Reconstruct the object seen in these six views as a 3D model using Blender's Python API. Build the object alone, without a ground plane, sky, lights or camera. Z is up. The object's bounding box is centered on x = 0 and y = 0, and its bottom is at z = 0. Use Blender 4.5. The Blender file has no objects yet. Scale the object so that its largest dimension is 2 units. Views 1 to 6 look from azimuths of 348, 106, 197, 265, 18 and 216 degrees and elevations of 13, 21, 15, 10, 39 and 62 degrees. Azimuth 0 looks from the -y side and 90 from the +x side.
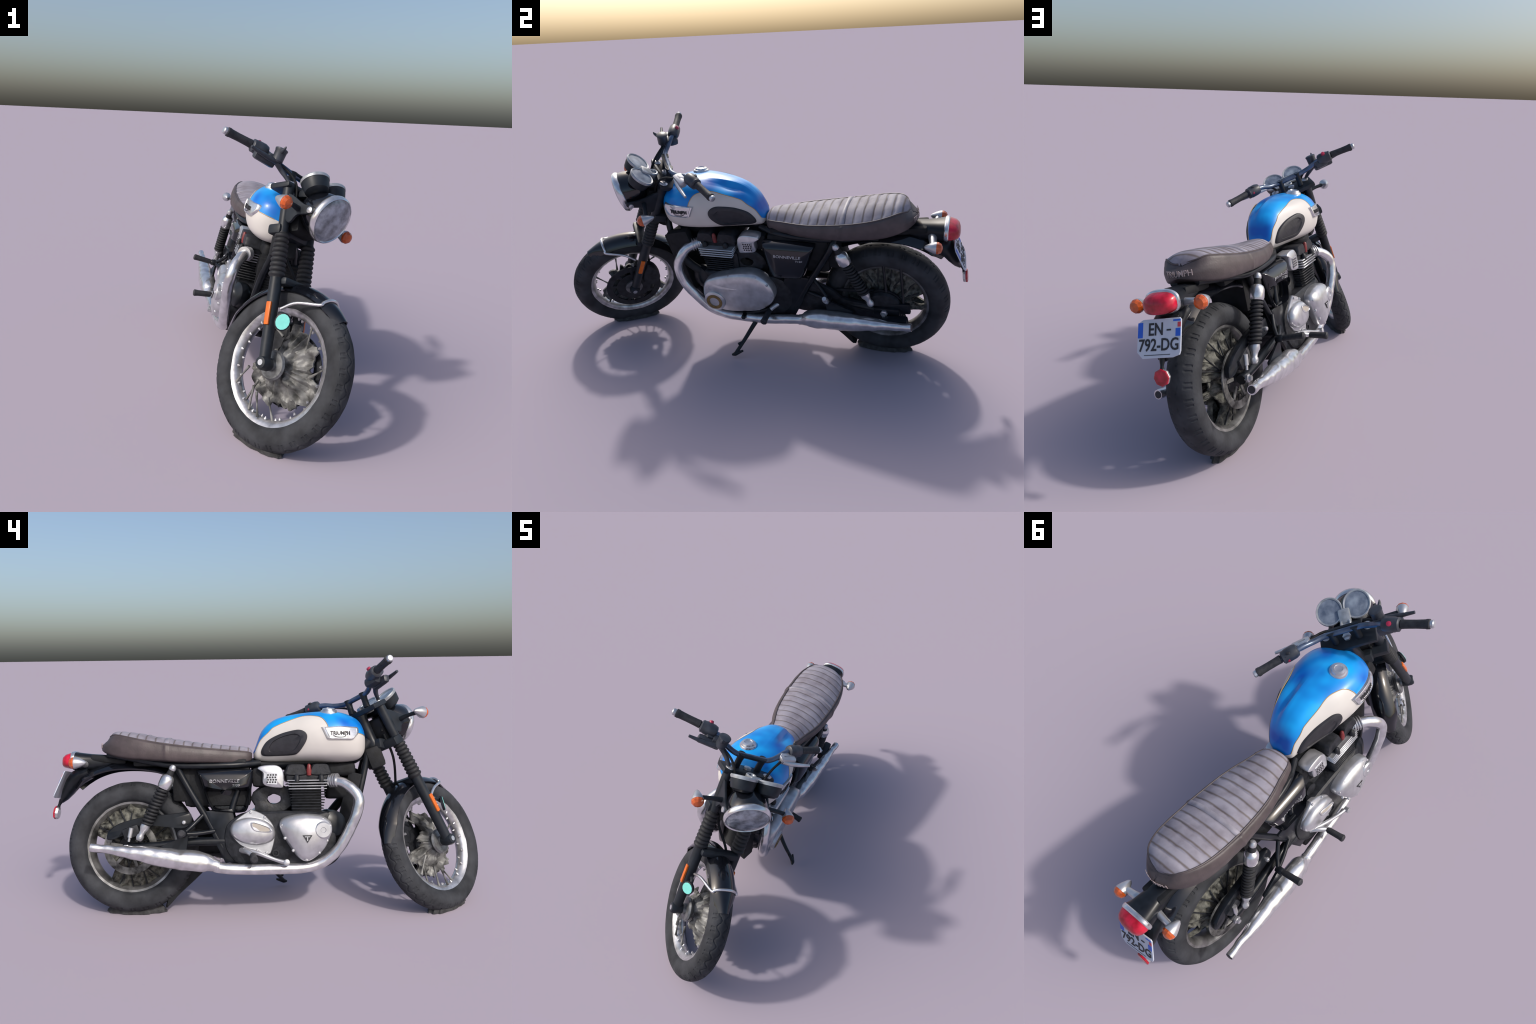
"""A parked retro twin-cylinder motorcycle, leaning on its side stand with the
handlebar turned to its left.  Everything is modelled upright and straight in the
"bike frame" (x = left, y = rearwards, z = up); one Empty then leans and yaws the
whole bike, and the steered parts get one rotation about the steering axis."""
import bpy, bmesh, math, random
import numpy as np
from mathutils import Matrix, Vector, noise
from mathutils.bvhtree import BVHTree

random.seed(7)
RNG = np.random.default_rng(7)
rad = math.radians

# ------------------------------------------------------------------ frames
LEAN, YAW, OFFSET = rad(13.0), rad(-4.9), -0.117
ROT = Matrix.Rotation(YAW, 4, 'Z') @ Matrix.Rotation(LEAN, 4, 'Y')
BIKE = ROT.copy()
BIKE.translation = ROT.to_3x3() @ Vector((OFFSET, 0, 0))
BIKE.translation.z += 0.0
RAKE, STEER = rad(23.2), rad(37.5)
HEAD = Vector((0, -0.396, 0.900))
AXIS = Vector((0, math.sin(RAKE), math.cos(RAKE)))
STEERED = (Matrix.Translation(HEAD) @ Matrix.Rotation(STEER, 4, AXIS)
           @ Matrix.Translation(-HEAD))
IDENT = Matrix.Identity(4)

root = bpy.data.objects.new("motorcycle", None)
bpy.context.scene.collection.objects.link(root)
root.matrix_world = BIKE
root["label"] = "retro twin-cylinder motorcycle with blue and white tank, leaning on stand"
root["category"] = "motorcycle"


# ------------------------------------------------------------------ materials
def srgb(r, g, b):
    f = lambda c: ((c / 255 + 0.055) / 1.055) ** 2.4 if c > 10 else c / 255 / 12.92
    return (f(r), f(g), f(b))


def make_mat(name, base, rough=0.5, metal=0.0, var=0.25, scale=18.0, coat=0.0,
             bump=0.0, bump_scale=120.0, tint=None, spec=0.5, detail=4.0):
    """Principled surface whose colour wanders between two tones by noise."""
    m = bpy.data.materials.new(name)
    m.use_nodes = True
    nt = m.node_tree
    p = nt.nodes["Principled BSDF"]
    p.inputs["Roughness"].default_value = rough
    p.inputs["Metallic"].default_value = metal
    p.inputs["Coat Weight"].default_value = coat
    p.inputs["Coat Roughness"].default_value = 0.08
    p.inputs["Specular IOR Level"].default_value = spec
    tc = nt.nodes.new("ShaderNodeTexCoord")
    nz = nt.nodes.new("ShaderNodeTexNoise")
    nz.inputs["Scale"].default_value = scale
    nz.inputs["Detail"].default_value = detail
    nt.links.new(tc.outputs["Object"], nz.inputs["Vector"])
    rp = nt.nodes.new("ShaderNodeValToRGB")
    rp.color_ramp.elements[0].position = 0.32
    rp.color_ramp.elements[1].position = 0.68
    lo = [max(0, c * (1 - var)) for c in base]
    hi = [min(1, c * (1 + var)) for c in base]
    if tint:
        hi = list(tint)
    rp.color_ramp.elements[0].color = (*lo, 1)
    rp.color_ramp.elements[1].color = (*hi, 1)
    nt.links.new(nz.outputs["Fac"], rp.inputs["Fac"])
    nt.links.new(rp.outputs["Color"], p.inputs["Base Color"])
    if bump:
        nb = nt.nodes.new("ShaderNodeTexNoise")
        nb.inputs["Scale"].default_value = bump_scale
        nt.links.new(tc.outputs["Object"], nb.inputs["Vector"])
        bp = nt.nodes.new("ShaderNodeBump")
        bp.inputs["Strength"].default_value = bump
        bp.inputs["Distance"].default_value = 0.004
        nt.links.new(nb.outputs["Fac"], bp.inputs["Height"])
        nt.links.new(bp.outputs["Normal"], p.inputs["Normal"])
    return m


BLUE = make_mat("blue_paint", (0.003, 0.105, 0.50), 0.30, 0, 0.0, 7, coat=0.15, tint=(0.010, 0.38, 0.86), detail=2, spec=0.35)
WHITE = make_mat("white_paint", (0.60, 0.575, 0.545), 0.4, 0, 0.05, 8, spec=0.35)
GOLD = make_mat("gold_pinstripe", (0.45, 0.30, 0.12), 0.4, 0.3, 0.1)
PAD = make_mat("knee_rubber", (0.022, 0.022, 0.027), 0.55, 0, 0.2, 40, bump=0.15)
RUBBER = make_mat("tyre_rubber", (0.025, 0.027, 0.032), 0.75, 0, 0.28, 14, bump=0.25, bump_scale=90, tint=(0.043, 0.046, 0.053), spec=0.3)
SCANGROUND = make_mat("scan_ground", (0.040, 0.040, 0.042), 0.95, 0, 0.4, 40, bump=0.5)  # for the ground remnants the scan left on the tyres
CHROME = make_mat("chrome", (0.66, 0.66, 0.68), 0.24, 0.85, 0.16, 30, bump=0.03, bump_scale=45)
SILVER = make_mat("satin_aluminium", (0.52, 0.525, 0.55), 0.30, 0.70, 0.14, 25, bump=0.03)
RIMMETAL = make_mat("rim_metal", (0.48, 0.48, 0.50), 0.3, 0.75, 0.35, 30)
RIMDARK = make_mat("rim_metal_dull", (0.13, 0.13, 0.13), 0.4, 0.6, 0.6, 14, tint=(0.34, 0.34, 0.34))
HUBM = make_mat("hub_alloy", (0.16, 0.165, 0.17), 0.4, 0.6, 0.4, 40)
DULL = make_mat("weathered_alloy", (0.05, 0.05, 0.048), 0.6, 0.35, 0.6, 22, tint=(0.29, 0.29, 0.28), bump=0.4, bump_scale=60)
SPOKEWEB = make_mat("scan_spoke_web", (0.022, 0.022, 0.022), 0.75, 0.1, 0.6, 48, tint=(0.17, 0.17, 0.145), bump=0.4, bump_scale=60)
BLACK = make_mat("black_paint", (0.005, 0.006, 0.009), 0.14, 0, 0.2, 20, coat=0.4)
FRAME = make_mat("black_frame", (0.009, 0.011, 0.015), 0.32, 0, 0.35, 30, spec=0.3)
MATT = make_mat("black_matt", (0.008, 0.009, 0.011), 0.7, 0, 0.4, 35, bump=0.2, spec=0.3)
ENGBLACK = make_mat("engine_black", (0.013, 0.015, 0.019), 0.5, 0, 0.4, 40, bump=0.2, tint=(0.024, 0.026, 0.032), spec=0.3)
FORKM = make_mat("fork_black", (0.014, 0.018, 0.024), 0.45, 0, 0.25, 30, spec=0.3)
GAITER = make_mat("gaiter_rubber", (0.020, 0.021, 0.024), 0.6, 0, 0.25, 40, spec=0.3)
GRIP = make_mat("grip_rubber", (0.030, 0.031, 0.036), 0.6, 0, 0.25, 60, bump=0.3, bump_scale=200, spec=0.3)
BAR = make_mat("handlebar_metal", (0.10, 0.13, 0.19), 0.25, 0.6, 0.4, 22)
SWITCH = make_mat("switch_plastic", (0.035, 0.040, 0.052), 0.4, 0, 0.3, 40)
SEATSIDE = make_mat("seat_leather", (0.066, 0.052, 0.054), 0.5, 0, 0.18, 25, bump=0.15, bump_scale=160)
ORANGE = make_mat("amber_lens", (0.50, 0.085, 0.012), 0.25, 0, 0.25, 50, coat=0.3)
ORANGE2 = make_mat("amber_reflector", (0.62, 0.13, 0.01), 0.3, 0, 0.1, 50)
RED = make_mat("red_lens", (0.36, 0.003, 0.010), 0.25, 0, 0.3, 30, coat=0.2, tint=(0.62, 0.012, 0.045))
REDBTN = make_mat("red_button", (0.36, 0.02, 0.06), 0.4, 0, 0.1)
REDCAP = make_mat("red_plug_cap", (0.16, 0.02, 0.02), 0.4, 0, 0.3, 60)
CYAN = make_mat("turquoise_sticker", (0.22, 0.72, 0.64), 0.5, 0, 0.06, 60)
LENS = make_mat("headlight_glass", (0.20, 0.225, 0.26), 0.15, 0.35, 0.4, 34, coat=0.4, tint=(0.36, 0.40, 0.46), bump=0.5, bump_scale=60, detail=8)
DIAL = make_mat("dial_face", (0.14, 0.18, 0.26), 0.35, 0, 0.3, 22, coat=0.2, tint=(0.32, 0.37, 0.44))
SEATTOP = make_mat("strap_leather_sheen", (0.25, 0.235, 0.27), 0.5, 0, 0.25, 25)  # grey holds the same painted sheen as the pleats
BEZEL = make_mat("dial_bezel", (0.40, 0.42, 0.44), 0.35, 0.5, 0.2, 40)
PLATE = make_mat("plate_white", (0.50, 0.54, 0.62), 0.45, 0, 0.05, 20)
PLATEBLUE = make_mat("plate_blue", (0.012, 0.10, 0.55), 0.45, 0, 0.1)
PLATERED = make_mat("plate_red", (0.55, 0.05, 0.07), 0.45, 0, 0.1)
INK = make_mat("black_ink", (0.02, 0.02, 0.024), 0.6, 0, 0.2)
LETTER = make_mat("silver_letter", (0.42, 0.42, 0.44), 0.4, 0.4, 0.15, 90)
SEATLETTER = make_mat("seat_print", (0.40, 0.32, 0.31), 0.6, 0, 0.2, 90)
BEIGE = make_mat("beige_inlay", (0.42, 0.38, 0.33), 0.5, 0, 0.1)
BRASS = make_mat("brass_ring", (0.22, 0.14, 0.05), 0.4, 0.4, 0.25, 60)

PLEAT0, PLEATSP = 0.118, 0.0405


def make_pleat_mat():
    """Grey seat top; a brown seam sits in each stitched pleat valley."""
    m = bpy.data.materials.new("pleat_leather_sheen")
    m.use_nodes = True
    nt = m.node_tree
    N, L = nt.nodes.new, nt.links.new
    p = nt.nodes["Principled BSDF"]
    p.inputs["Roughness"].default_value = 0.6
    p.inputs["Specular IOR Level"].default_value = 0.3
    tc = N("ShaderNodeTexCoord")
    sep = N("ShaderNodeSeparateXYZ")
    L(tc.outputs["Object"], sep.inputs[0])
    nz = N("ShaderNodeTexNoise")
    nz.inputs["Scale"].default_value = 16
    nz.inputs["Detail"].default_value = 5
    L(tc.outputs["Object"], nz.inputs["Vector"])
    a = N("ShaderNodeMath"); a.operation = 'SUBTRACT'; a.inputs[1].default_value = PLEAT0
    L(sep.outputs["Y"], a.inputs[0])
    b = N("ShaderNodeMath"); b.operation = 'DIVIDE'; b.inputs[1].default_value = PLEATSP
    L(a.outputs[0], b.inputs[0])
    j = N("ShaderNodeMath"); j.operation = 'MULTIPLY_ADD'
    j.inputs[1].default_value = 0.30
    L(nz.outputs["Fac"], j.inputs[0]); L(b.outputs[0], j.inputs[2])
    c = N("ShaderNodeMath"); c.operation = 'FRACT'
    L(j.outputs[0], c.inputs[0])
    d = N("ShaderNodeMath"); d.operation = 'PINGPONG'; d.inputs[1].default_value = 0.5
    L(c.outputs[0], d.inputs[0])
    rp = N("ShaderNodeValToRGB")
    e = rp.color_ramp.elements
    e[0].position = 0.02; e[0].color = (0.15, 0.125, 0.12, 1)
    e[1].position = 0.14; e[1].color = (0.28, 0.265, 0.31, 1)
    L(d.outputs[0], rp.inputs["Fac"])
    mx = N("ShaderNodeMix"); mx.data_type = 'RGBA'; mx.blend_type = 'MULTIPLY'
    mx.inputs["Factor"].default_value = 0.55
    r2 = N("ShaderNodeValToRGB")
    r2.color_ramp.elements[0].position = 0.35; r2.color_ramp.elements[0].color = (0.50, 0.45, 0.45, 1)
    r2.color_ramp.elements[1].position = 0.6; r2.color_ramp.elements[1].color = (1, 1, 1, 1)
    L(nz.outputs["Fac"], r2.inputs["Fac"])
    L(rp.outputs["Color"], mx.inputs["A"]); L(r2.outputs["Color"], mx.inputs["B"])
    L(mx.outputs["Result"], p.inputs["Base Color"])
    return m


PLEAT = make_pleat_mat()


# ------------------------------------------------------------------ geometry kit
def add(name, verts, faces, mat, parent=None, steer=False, angle=38, smooth=True):
    me = bpy.data.meshes.new(name)
    me.from_pydata([tuple(map(float, v)) for v in verts], [], faces)
    bm = bmesh.new(); bm.from_mesh(me)
    bmesh.ops.recalc_face_normals(bm, faces=bm.faces)
    bm.to_mesh(me); bm.free()
    return add_mesh(name, me, mat, parent, steer, angle, smooth)


def add_mesh(name, me, mat, parent=None, steer=False, angle=38, smooth=True):
    me.materials.clear()
    me.materials.append(mat)
    if smooth:
        me.shade_smooth()
        me.set_sharp_from_angle(angle=rad(angle))
    ob = bpy.data.objects.new(name, me)
    bpy.context.scene.collection.objects.link(ob)
    ob.parent = parent or root
    if steer and parent is None:
        ob.matrix_local = STEERED
    return ob


def spline(pts, n, closed=False):
    """Catmull-Rom through control points (any dimension), n samples."""
    P = np.array(pts, float)
    k = len(P)
    seg = k if closed else k - 1
    out = []
    m = n if closed else n - 1
    for i in range(n):
        t = i / m * seg
        s = min(int(t), seg - 1)
        f = t - s
        if closed:
            a, b, c, d = (P[(s + o) % k] for o in (-1, 0, 1, 2))
        else:
            b, c = P[s], P[s + 1]
            a = P[s - 1] if s > 0 else 2 * b - c
            d = P[s + 2] if s + 2 < k else 2 * c - b
        out.append(0.5 * (2 * b + (c - a) * f + (2 * a - 5 * b + 4 * c - d) * f ** 2
                          + (3 * b - a - 3 * c + d) * f ** 3))
    return np.array(out)


def interp(table, y):
    """Smooth look-up in a list of rows (key, values...), sorted by key."""
    T = sorted(table)
    k = [r[0] for r in T]
    cols = np.array([r[1:] for r in T], float)
    i = int(np.clip(np.searchsorted(k, y) - 1, 0, len(k) - 2))
    f = np.clip((y - k[i]) / (k[i + 1] - k[i]), 0, 1)
    h = k[i + 1] - k[i]
    def slope(j):
        if 0 < j < len(k) - 1:
            return (cols[j + 1] - cols[j - 1]) / (k[j + 1] - k[j - 1])
        return (cols[min(j + 1, len(k) - 1)] - cols[max(j - 1, 0)]) / (k[min(j + 1, len(k) - 1)] - k[max(j - 1, 0)])
    a, b = cols[i], cols[i + 1]
    m0, m1 = slope(i) * h, slope(i + 1) * h
    return (2 * f**3 - 3 * f**2 + 1) * a + (f**3 - 2 * f**2 + f) * m0 + (3 * f**2 - 2 * f**3) * b + (f**3 - f**2) * m1


def loft(rings, closed=True, caps=True):
    n = len(rings[0])
    V = [p for r in rings for p in r]
    F = []
    for i in range(len(rings) - 1):
        for j in range(n if closed else n - 1):
            q = (j + 1) % n
            F.append((i * n + j, i * n + q, (i + 1) * n + q, (i + 1) * n + j))
    if caps and closed:
        F.append(tuple(range(n)))
        F.append(tuple(range((len(rings) - 1) * n, len(rings) * n)))
    return V, F


def join(*parts):
    V, F = [], []
    for v, f in parts:
        o = len(V)
        V += [tuple(p) for p in v]
        F += [tuple(i + o for i in q) for q in f]
    return V, F


def tube(path, r, seg=14, n=None, lump=0.0, lump_scale=20.0):
    """Round tube along a smooth path; r is one radius or one per control point."""
    P = np.array(path, float)
    n = n or max(2, (len(P) - 1) * 8 + 1)
    C = spline(P, n) if len(P) > 2 else np.linspace(P[0], P[1], n)
    R = np.interp(np.linspace(0, 1, n), np.linspace(0, 1, len(P)), r) if np.ndim(r) else np.full(n, r)
    T = np.gradient(C, axis=0)
    T /= np.linalg.norm(T, axis=1)[:, None]
    u = np.cross(T[0], (0.31, 0.17, 0.93) if abs(T[0][2]) < .9 else (1, 0, 0))
    rings = []
    for c, t, q in zip(C, T, R):
        u = u - t * (u @ t); u /= np.linalg.norm(u)
        w = np.cross(t, u)
        ring = []
        for a in np.linspace(0, 2 * np.pi, seg, endpoint=False):
            d = u * np.cos(a) + w * np.sin(a)
            p = c + d * q
            if lump:
                p = p + d * lump * noise.noise(Vector(p * lump_scale))
            ring.append(p)
        rings.append(ring)
    return loft(rings)


def basis(axis):
    t = np.array(axis, float); t /= np.linalg.norm(t)
    u = np.cross(t, (0, 0, 1) if abs(t[2]) < .9 else (0, 1, 0)); u /= np.linalg.norm(u)
    return t, u, np.cross(t, u)


def lathe(profile, at, axis, seg=28, sx=1.0, closed=False):
    """Turn (radius, height) rows about an axis through `at`."""
    t, u, w = basis(axis)
    rings = []
    prof = list(profile) + ([profile[0]] if closed else [])
    for r, h in prof:
        r = max(r, 1e-4)
        rings.append([np.array(at) + t * h + (u * np.cos(a) * sx + w * np.sin(a)) * r
                      for a in np.linspace(0, 2 * np.pi, seg, endpoint=False)])
    return loft(rings, caps=not closed)


def rbox(size, at, rot=None, bev=0.006, seg=2):
    bm = bmesh.new()
    bmesh.ops.create_cube(bm, size=1.0)
    bmesh.ops.scale(bm, vec=size, verts=bm.verts)
    bmesh.ops.bevel(bm, geom=bm.edges[:], offset=bev, segments=seg, affect='EDGES', profile=0.6)
    M = Matrix.Translation(at) @ (rot.to_4x4() if rot else IDENT)
    bmesh.ops.transform(bm, matrix=M, verts=bm.verts)
    V = [tuple(v.co) for v in bm.verts]
    F = [tuple(v.index for v in f.verts) for f in bm.faces]
    bm.free()
    return V, F


def dome(outline, levels, place, n=64, smooth=True):
    """Stack of outlines shrinking to the centroid: rows (scale, height); the
    callback place(y, z, height) puts them in space.  Ends closed."""
    O = spline(outline, n, closed=True) if smooth else np.array(outline, float)
    if not smooth:
        k = len(O); m = max(1, n // k)
        O = np.array([O[i] + (O[(i + 1) % k] - O[i]) * j / m for i in range(k) for j in range(m)])
    c = O.mean(axis=0)
    rings = [[place(*(c + (o - c) * s), h) for o in O] for s, h in levels]
    return loft(rings)


def mirror(vf):
    V, F = vf
    return [(-p[0], p[1], p[2]) for p in V], [tuple(reversed(f)) for f in F]


def pair(name, vf, mat, **kw):
    a = add(name, *vf, mat, **kw)
    b = add(name, *mirror(vf), mat, **kw)
    return a, b


def text_mesh(body, height, depth, width=None, shear=0.0, bold=0.0):
    """Built-in font as a solid mesh centred on the origin, in its own (u, v, w)."""
    cu = bpy.data.curves.new("lettering_curve", 'FONT')
    cu.body = body; cu.size = 1.0; cu.extrude = 0.5; cu.shear = shear
    cu.offset = bold; cu.resolution_u = 3
    ob = bpy.data.objects.new("lettering_helper", cu)
    bpy.context.scene.collection.objects.link(ob)
    bpy.context.view_layer.update()
    me = bpy.data.meshes.new_from_object(ob.evaluated_get(bpy.context.evaluated_depsgraph_get()))
    bpy.data.objects.remove(ob); bpy.data.curves.remove(cu)
    V = np.array([v.co[:] for v in me.vertices]); F = [tuple(p.vertices) for p in me.polygons]
    bpy.data.meshes.remove(me)
    lo, hi = V.min(0), V.max(0)
    V = V - (lo + hi) / 2
    s = height / (hi[1] - lo[1])
    sx = width / (hi[0] - lo[0]) if width else s
    V = V * np.array([sx, s, depth])
    return V, F


def probe(vf):
    """Ray caster on a built shape: probe(vf)(origin, direction) -> hit point."""
    tree = BVHTree.FromPolygons([Vector(p) for p in vf[0]], vf[1])
    def cast(o, d):
        hit = tree.ray_cast(Vector(o), Vector(d))[0]
        return hit
    return cast


# ------------------------------------------------------------------ wheels
def tyre(name, c, R, rim, hw, parent, zigzag):
    prof = spline([(-hw * .62, rim - .004), (-hw * .9, rim + .012), (-hw, (R + rim) / 2 - .002), (-hw * .86, R - .022),
                   (-hw * .5, R - .006), (0, R), (hw * .5, R - .006), (hw * .86, R - .022),
                   (hw, (R + rim) / 2 - .002), (hw * .9, rim + .012), (hw * .62, rim - .004)], 70)
    prof = np.vstack([prof, [(hw * .4, rim - .012), (-hw * .4, rim - .012)]])
    na = 640
    rings = []
    M = (BIKE @ STEERED) if zigzag else BIKE
    Mi = M.inverted()
    for k in range(na):
        a = 2 * math.pi * k / na
        ring = []
        for i, (x, r) in enumerate(prof):
            d = 0
            if i < 70 and r > R - .03:
                if zigzag:                                   # wavy circumferential grooves + U marks
                    w = hw * (.30 + .17 * math.sin(a * 34))
                    d = max(0, 1 - abs(abs(x) - w) / .0032)
                    u = (a * 34 / (2 * math.pi)) % 1
                    if abs(abs(u - .5) - .16) < .07 and hw * .58 < abs(x) < hw * .86:
                        d = max(d, .9)
                else:
                    d = max(0, 1 - abs(x - .006 * math.sin(a * 12)) / .0022)
                    u = (a * 30 / (2 * math.pi) + (.5 if x > 0 else 0)) % 1
                    if abs(abs(u - .5) - .15) < .07 and hw * .45 < abs(x) < hw * .84:
                        d = max(d, .8)
            rr = r - .0040 * d + .0015 * noise.noise(Vector((x * 20, 6 * math.cos(a), 6 * math.sin(a))))
            p = Vector((x + c[0], c[1] + rr * math.cos(a), c[2] + rr * math.sin(a)))
            q = M @ p
            if q.z < .004:
                q.z = .004; p = Mi @ q
            ring.append(p)
        rings.append(ring)
    rings.append(rings[0])
    V, F = loft(rings, caps=False)
    return add(name, V, F, RUBBER, parent)


def rim_obj(name, c, rim, hw, steer, mat):
    w = hw * .64
    prof = [(rim + .004, -w - .002), (rim + .006, -w + .004), (rim - .006, -w + .008), (rim - .012, -w * .5), (rim - .012, w * .5),
            (rim - .006, w - .008), (rim + .006, w - .004), (rim + .004, w + .002), (rim - .012, w - .002),
            (rim - .026, w * .5), (rim - .030, 0), (rim - .026, -w * .5), (rim - .012, -w + .002)]
    return add(name, *lathe(prof, c, (1, 0, 0), 96, closed=True), mat, None, steer)


def ragged_disc(c, r0, r1, x0, cone, thick, rag, gap=None, seed=0.0, na=150, nr=14, wob=.012):
    """Scan blob in place of lost spokes: an annulus with a ragged rim and, if asked,
    a cut-out sector (centre angle, half-width, inner radius of the gap)."""
    top, bot = [], []
    for k in range(na):
        a = 2 * math.pi * k / na
        nv = noise.noise(Vector((math.cos(a) * 3.1 + seed, math.sin(a) * 3.1, seed)))
        n2 = noise.noise(Vector((math.cos(a) * 9 + seed, math.sin(a) * 9, seed + 4)))
        ro = r1 + rag * (nv * 1.3 + n2 * .7)
        if gap:
            for ga, gw, gr in gap:
                d = abs((a - ga + math.pi) % (2 * math.pi) - math.pi) / gw
                if d < 1:
                    ro = min(ro, gr + (r1 - gr) * max(0, d - .75) * 4)
        t_, b_ = [], []
        for i in range(nr):
            r = r0 + (max(ro, r0 + .01) - r0) * i / (nr - 1)
            x = x0 + cone * (1 - (r - r0) / (r1 - r0)) + wob * (noise.noise(Vector((math.cos(a) * r * 38 + seed, math.sin(a) * r * 38, 2 + seed))) + 1.1 * (.35 - abs(noise.noise(Vector((math.cos(a) * 4 + seed, math.sin(a) * 4, r * 9)))) * 1.6) * min(1, i / 5))
            h = thick * (1 - .6 * i / (nr - 1))
            y, z = c[1] + r * math.cos(a), c[2] + r * math.sin(a)
            t_.append((c[0] + x + h, y, z)); b_.append((c[0] + x - h, y, z))
        top.append(t_ + b_[::-1])
    top.append(top[0])
    return loft(top, closed=True, caps=False)


def build_wheels():
    # front
    c, R, rim, hw = (.010, -.752, .277), .305, .222, .048
    w = rim_obj("wheel", c, rim, hw, True, RIMMETAL)
    tyre("tyre", c, R, rim, hw, w, True)
    add("hub", *lathe([(.02, -.085), (.024, -.06), (.05, -.058), (.056, -.05), (.05, -.04), (.036, -.03), (.034, .03),
                       (.045, .04), (.045, .068), (.02, .074), (.018, .085)], c, (1, 0, 0), 40), HUBM, w)
    add("scan_spoke_web", *ragged_disc(c, .034, .150, .036, -.050, .010, .030, seed=2.3, wob=.024,
                                  gap=[(rad(20), .75, .075), (rad(150), .35, .125)]), DULL, w)
    # the few spokes the scan kept whole, and the nipples round the rim
    sp = []
    for a, x0 in ((-100, -.03), (-84, -.02), (-70, .02), (-118, .0), (-48, -.03), (100, .02), (150, .03), (36, .03)):
        a = rad(a)
        d = rad(16)
        p0 = (x0, c[1] + .12 * math.cos(a + d), c[2] + .12 * math.sin(a + d))
        p1 = (x0 * .5, c[1] + (rim - .024) * math.cos(a), c[2] + (rim - .024) * math.sin(a))
        pm = tuple((p0[i] + p1[i]) / 2 for i in range(3))
        sp.append((p0, pm, p1))
    for s in sp:
        add("spoke", *tube(s, [.006, .003, .0055], 8, 9), DULL, w)
    nip = [lathe([(.0065, 0), (.0050, .005), (.002, .010)],
                 (0.010 * (-1) ** k, c[1] + (rim - .028) * math.cos(a), c[2] + (rim - .028) * math.sin(a)),
                 (0, -math.cos(a), -math.sin(a)), 8)
           for k, a in enumerate(np.linspace(0, 2 * math.pi, 36, endpoint=False))]
    o = add("spoke_nipple", *join(*nip), RIMMETAL, w); o["kind"] = "stuff"
    # brake disc with windows: inner carrier ring, outer ring, bridges
    x = .066
    ring = lambda a, b, h: lathe([(a, -h), (b, -h), (b, h), (a, h)], (x, c[1], c[2]), (1, 0, 0), 60, closed=True)
    bridges = [rbox((.005, .030, .016), (x, c[1] + .100 * math.cos(a), c[2] + .100 * math.sin(a)),
                    Matrix.Rotation(a, 4, 'X'), .001, 1) for a in np.linspace(0, 2 * math.pi, 9, endpoint=False)]
    add("brake_disc", *join(ring(.111, .143, .003), ring(.040, .090, .003), *bridges), ENGBLACK, w)
    # rear
    c, R, rim, hw = (.011, .635, .276), .293, .205, .065
    w2 = rim_obj("wheel", c, rim, hw, False, RIMDARK)
    tyre("tyre", c, R, rim, hw, w2, False)
    add("hub", *lathe([(.018, -.10), (.022, -.07), (.055, -.066), (.06, -.05), (.045, -.03), (.042, .03), (.06, .045),
                       (.085, .05), (.085, .062), (.03, .066), (.02, .10)], c, (1, 0, 0), 40), ENGBLACK, w2)
    holes = [(rad(-32), .42, .11), (rad(8), .16, .13)]
    for sg in (-1, 1):
        add("scan_spoke_web", *ragged_disc(c, .045, .196, sg * .010, sg * .036, .008, .012, seed=5.1 + sg, wob=.022, nr=20, gap=holes), SPOKEWEB, w2)
    me0 = None
    for k in range(36):
        a = 2 * math.pi * k / 36
        if -62 < ((math.degrees(a) + 180) % 360 - 180) < 12:
            continue
        side = -1 if k % 2 else 1
        d = rad(22) * (1 if (k // 2) % 2 else -1)
        p0 = (c[0] + .062 * side, c[1] + .05 * math.cos(a + d), c[2] + .05 * math.sin(a + d))
        p1 = (c[0] + .022 * side, c[1] + (rim - .026) * math.cos(a), c[2] + (rim - .026) * math.sin(a))
        add("spoke", *tube((p0, p1), .0030, 7, 2), ENGBLACK, w2)
    x = -.072
    ring = lambda a, b, h: lathe([(a, -h), (b, -h), (b, h), (a, h)], (x, c[1], c[2]), (1, 0, 0), 60, closed=True)
    arms = [rbox((.006, .06, .014), (x, c[1] + .065 * math.cos(a), c[2] + .065 * math.sin(a)), Matrix.Rotation(a, 4, 'X'), .001, 1)
            for a in np.linspace(.2, 2 * math.pi + .2, 6, endpoint=False)]
    add("brake_disc", *join(ring(.088, .118, .003), *arms), DULL, w2)
    add("sprocket", *lathe([(.03, .072), (.098, .072), (.098, .080), (.03, .080)], c, (1, 0, 0), 44, closed=True), ENGBLACK, w2)
    # scan leftovers of the ground, added as a skirt under each tyre
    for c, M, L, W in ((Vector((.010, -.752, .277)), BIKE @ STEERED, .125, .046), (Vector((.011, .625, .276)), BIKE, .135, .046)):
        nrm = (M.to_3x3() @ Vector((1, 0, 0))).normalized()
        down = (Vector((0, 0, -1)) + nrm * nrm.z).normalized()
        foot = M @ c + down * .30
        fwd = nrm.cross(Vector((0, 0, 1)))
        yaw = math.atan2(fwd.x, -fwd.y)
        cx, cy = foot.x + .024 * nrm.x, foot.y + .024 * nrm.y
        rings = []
        n = 44
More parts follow.
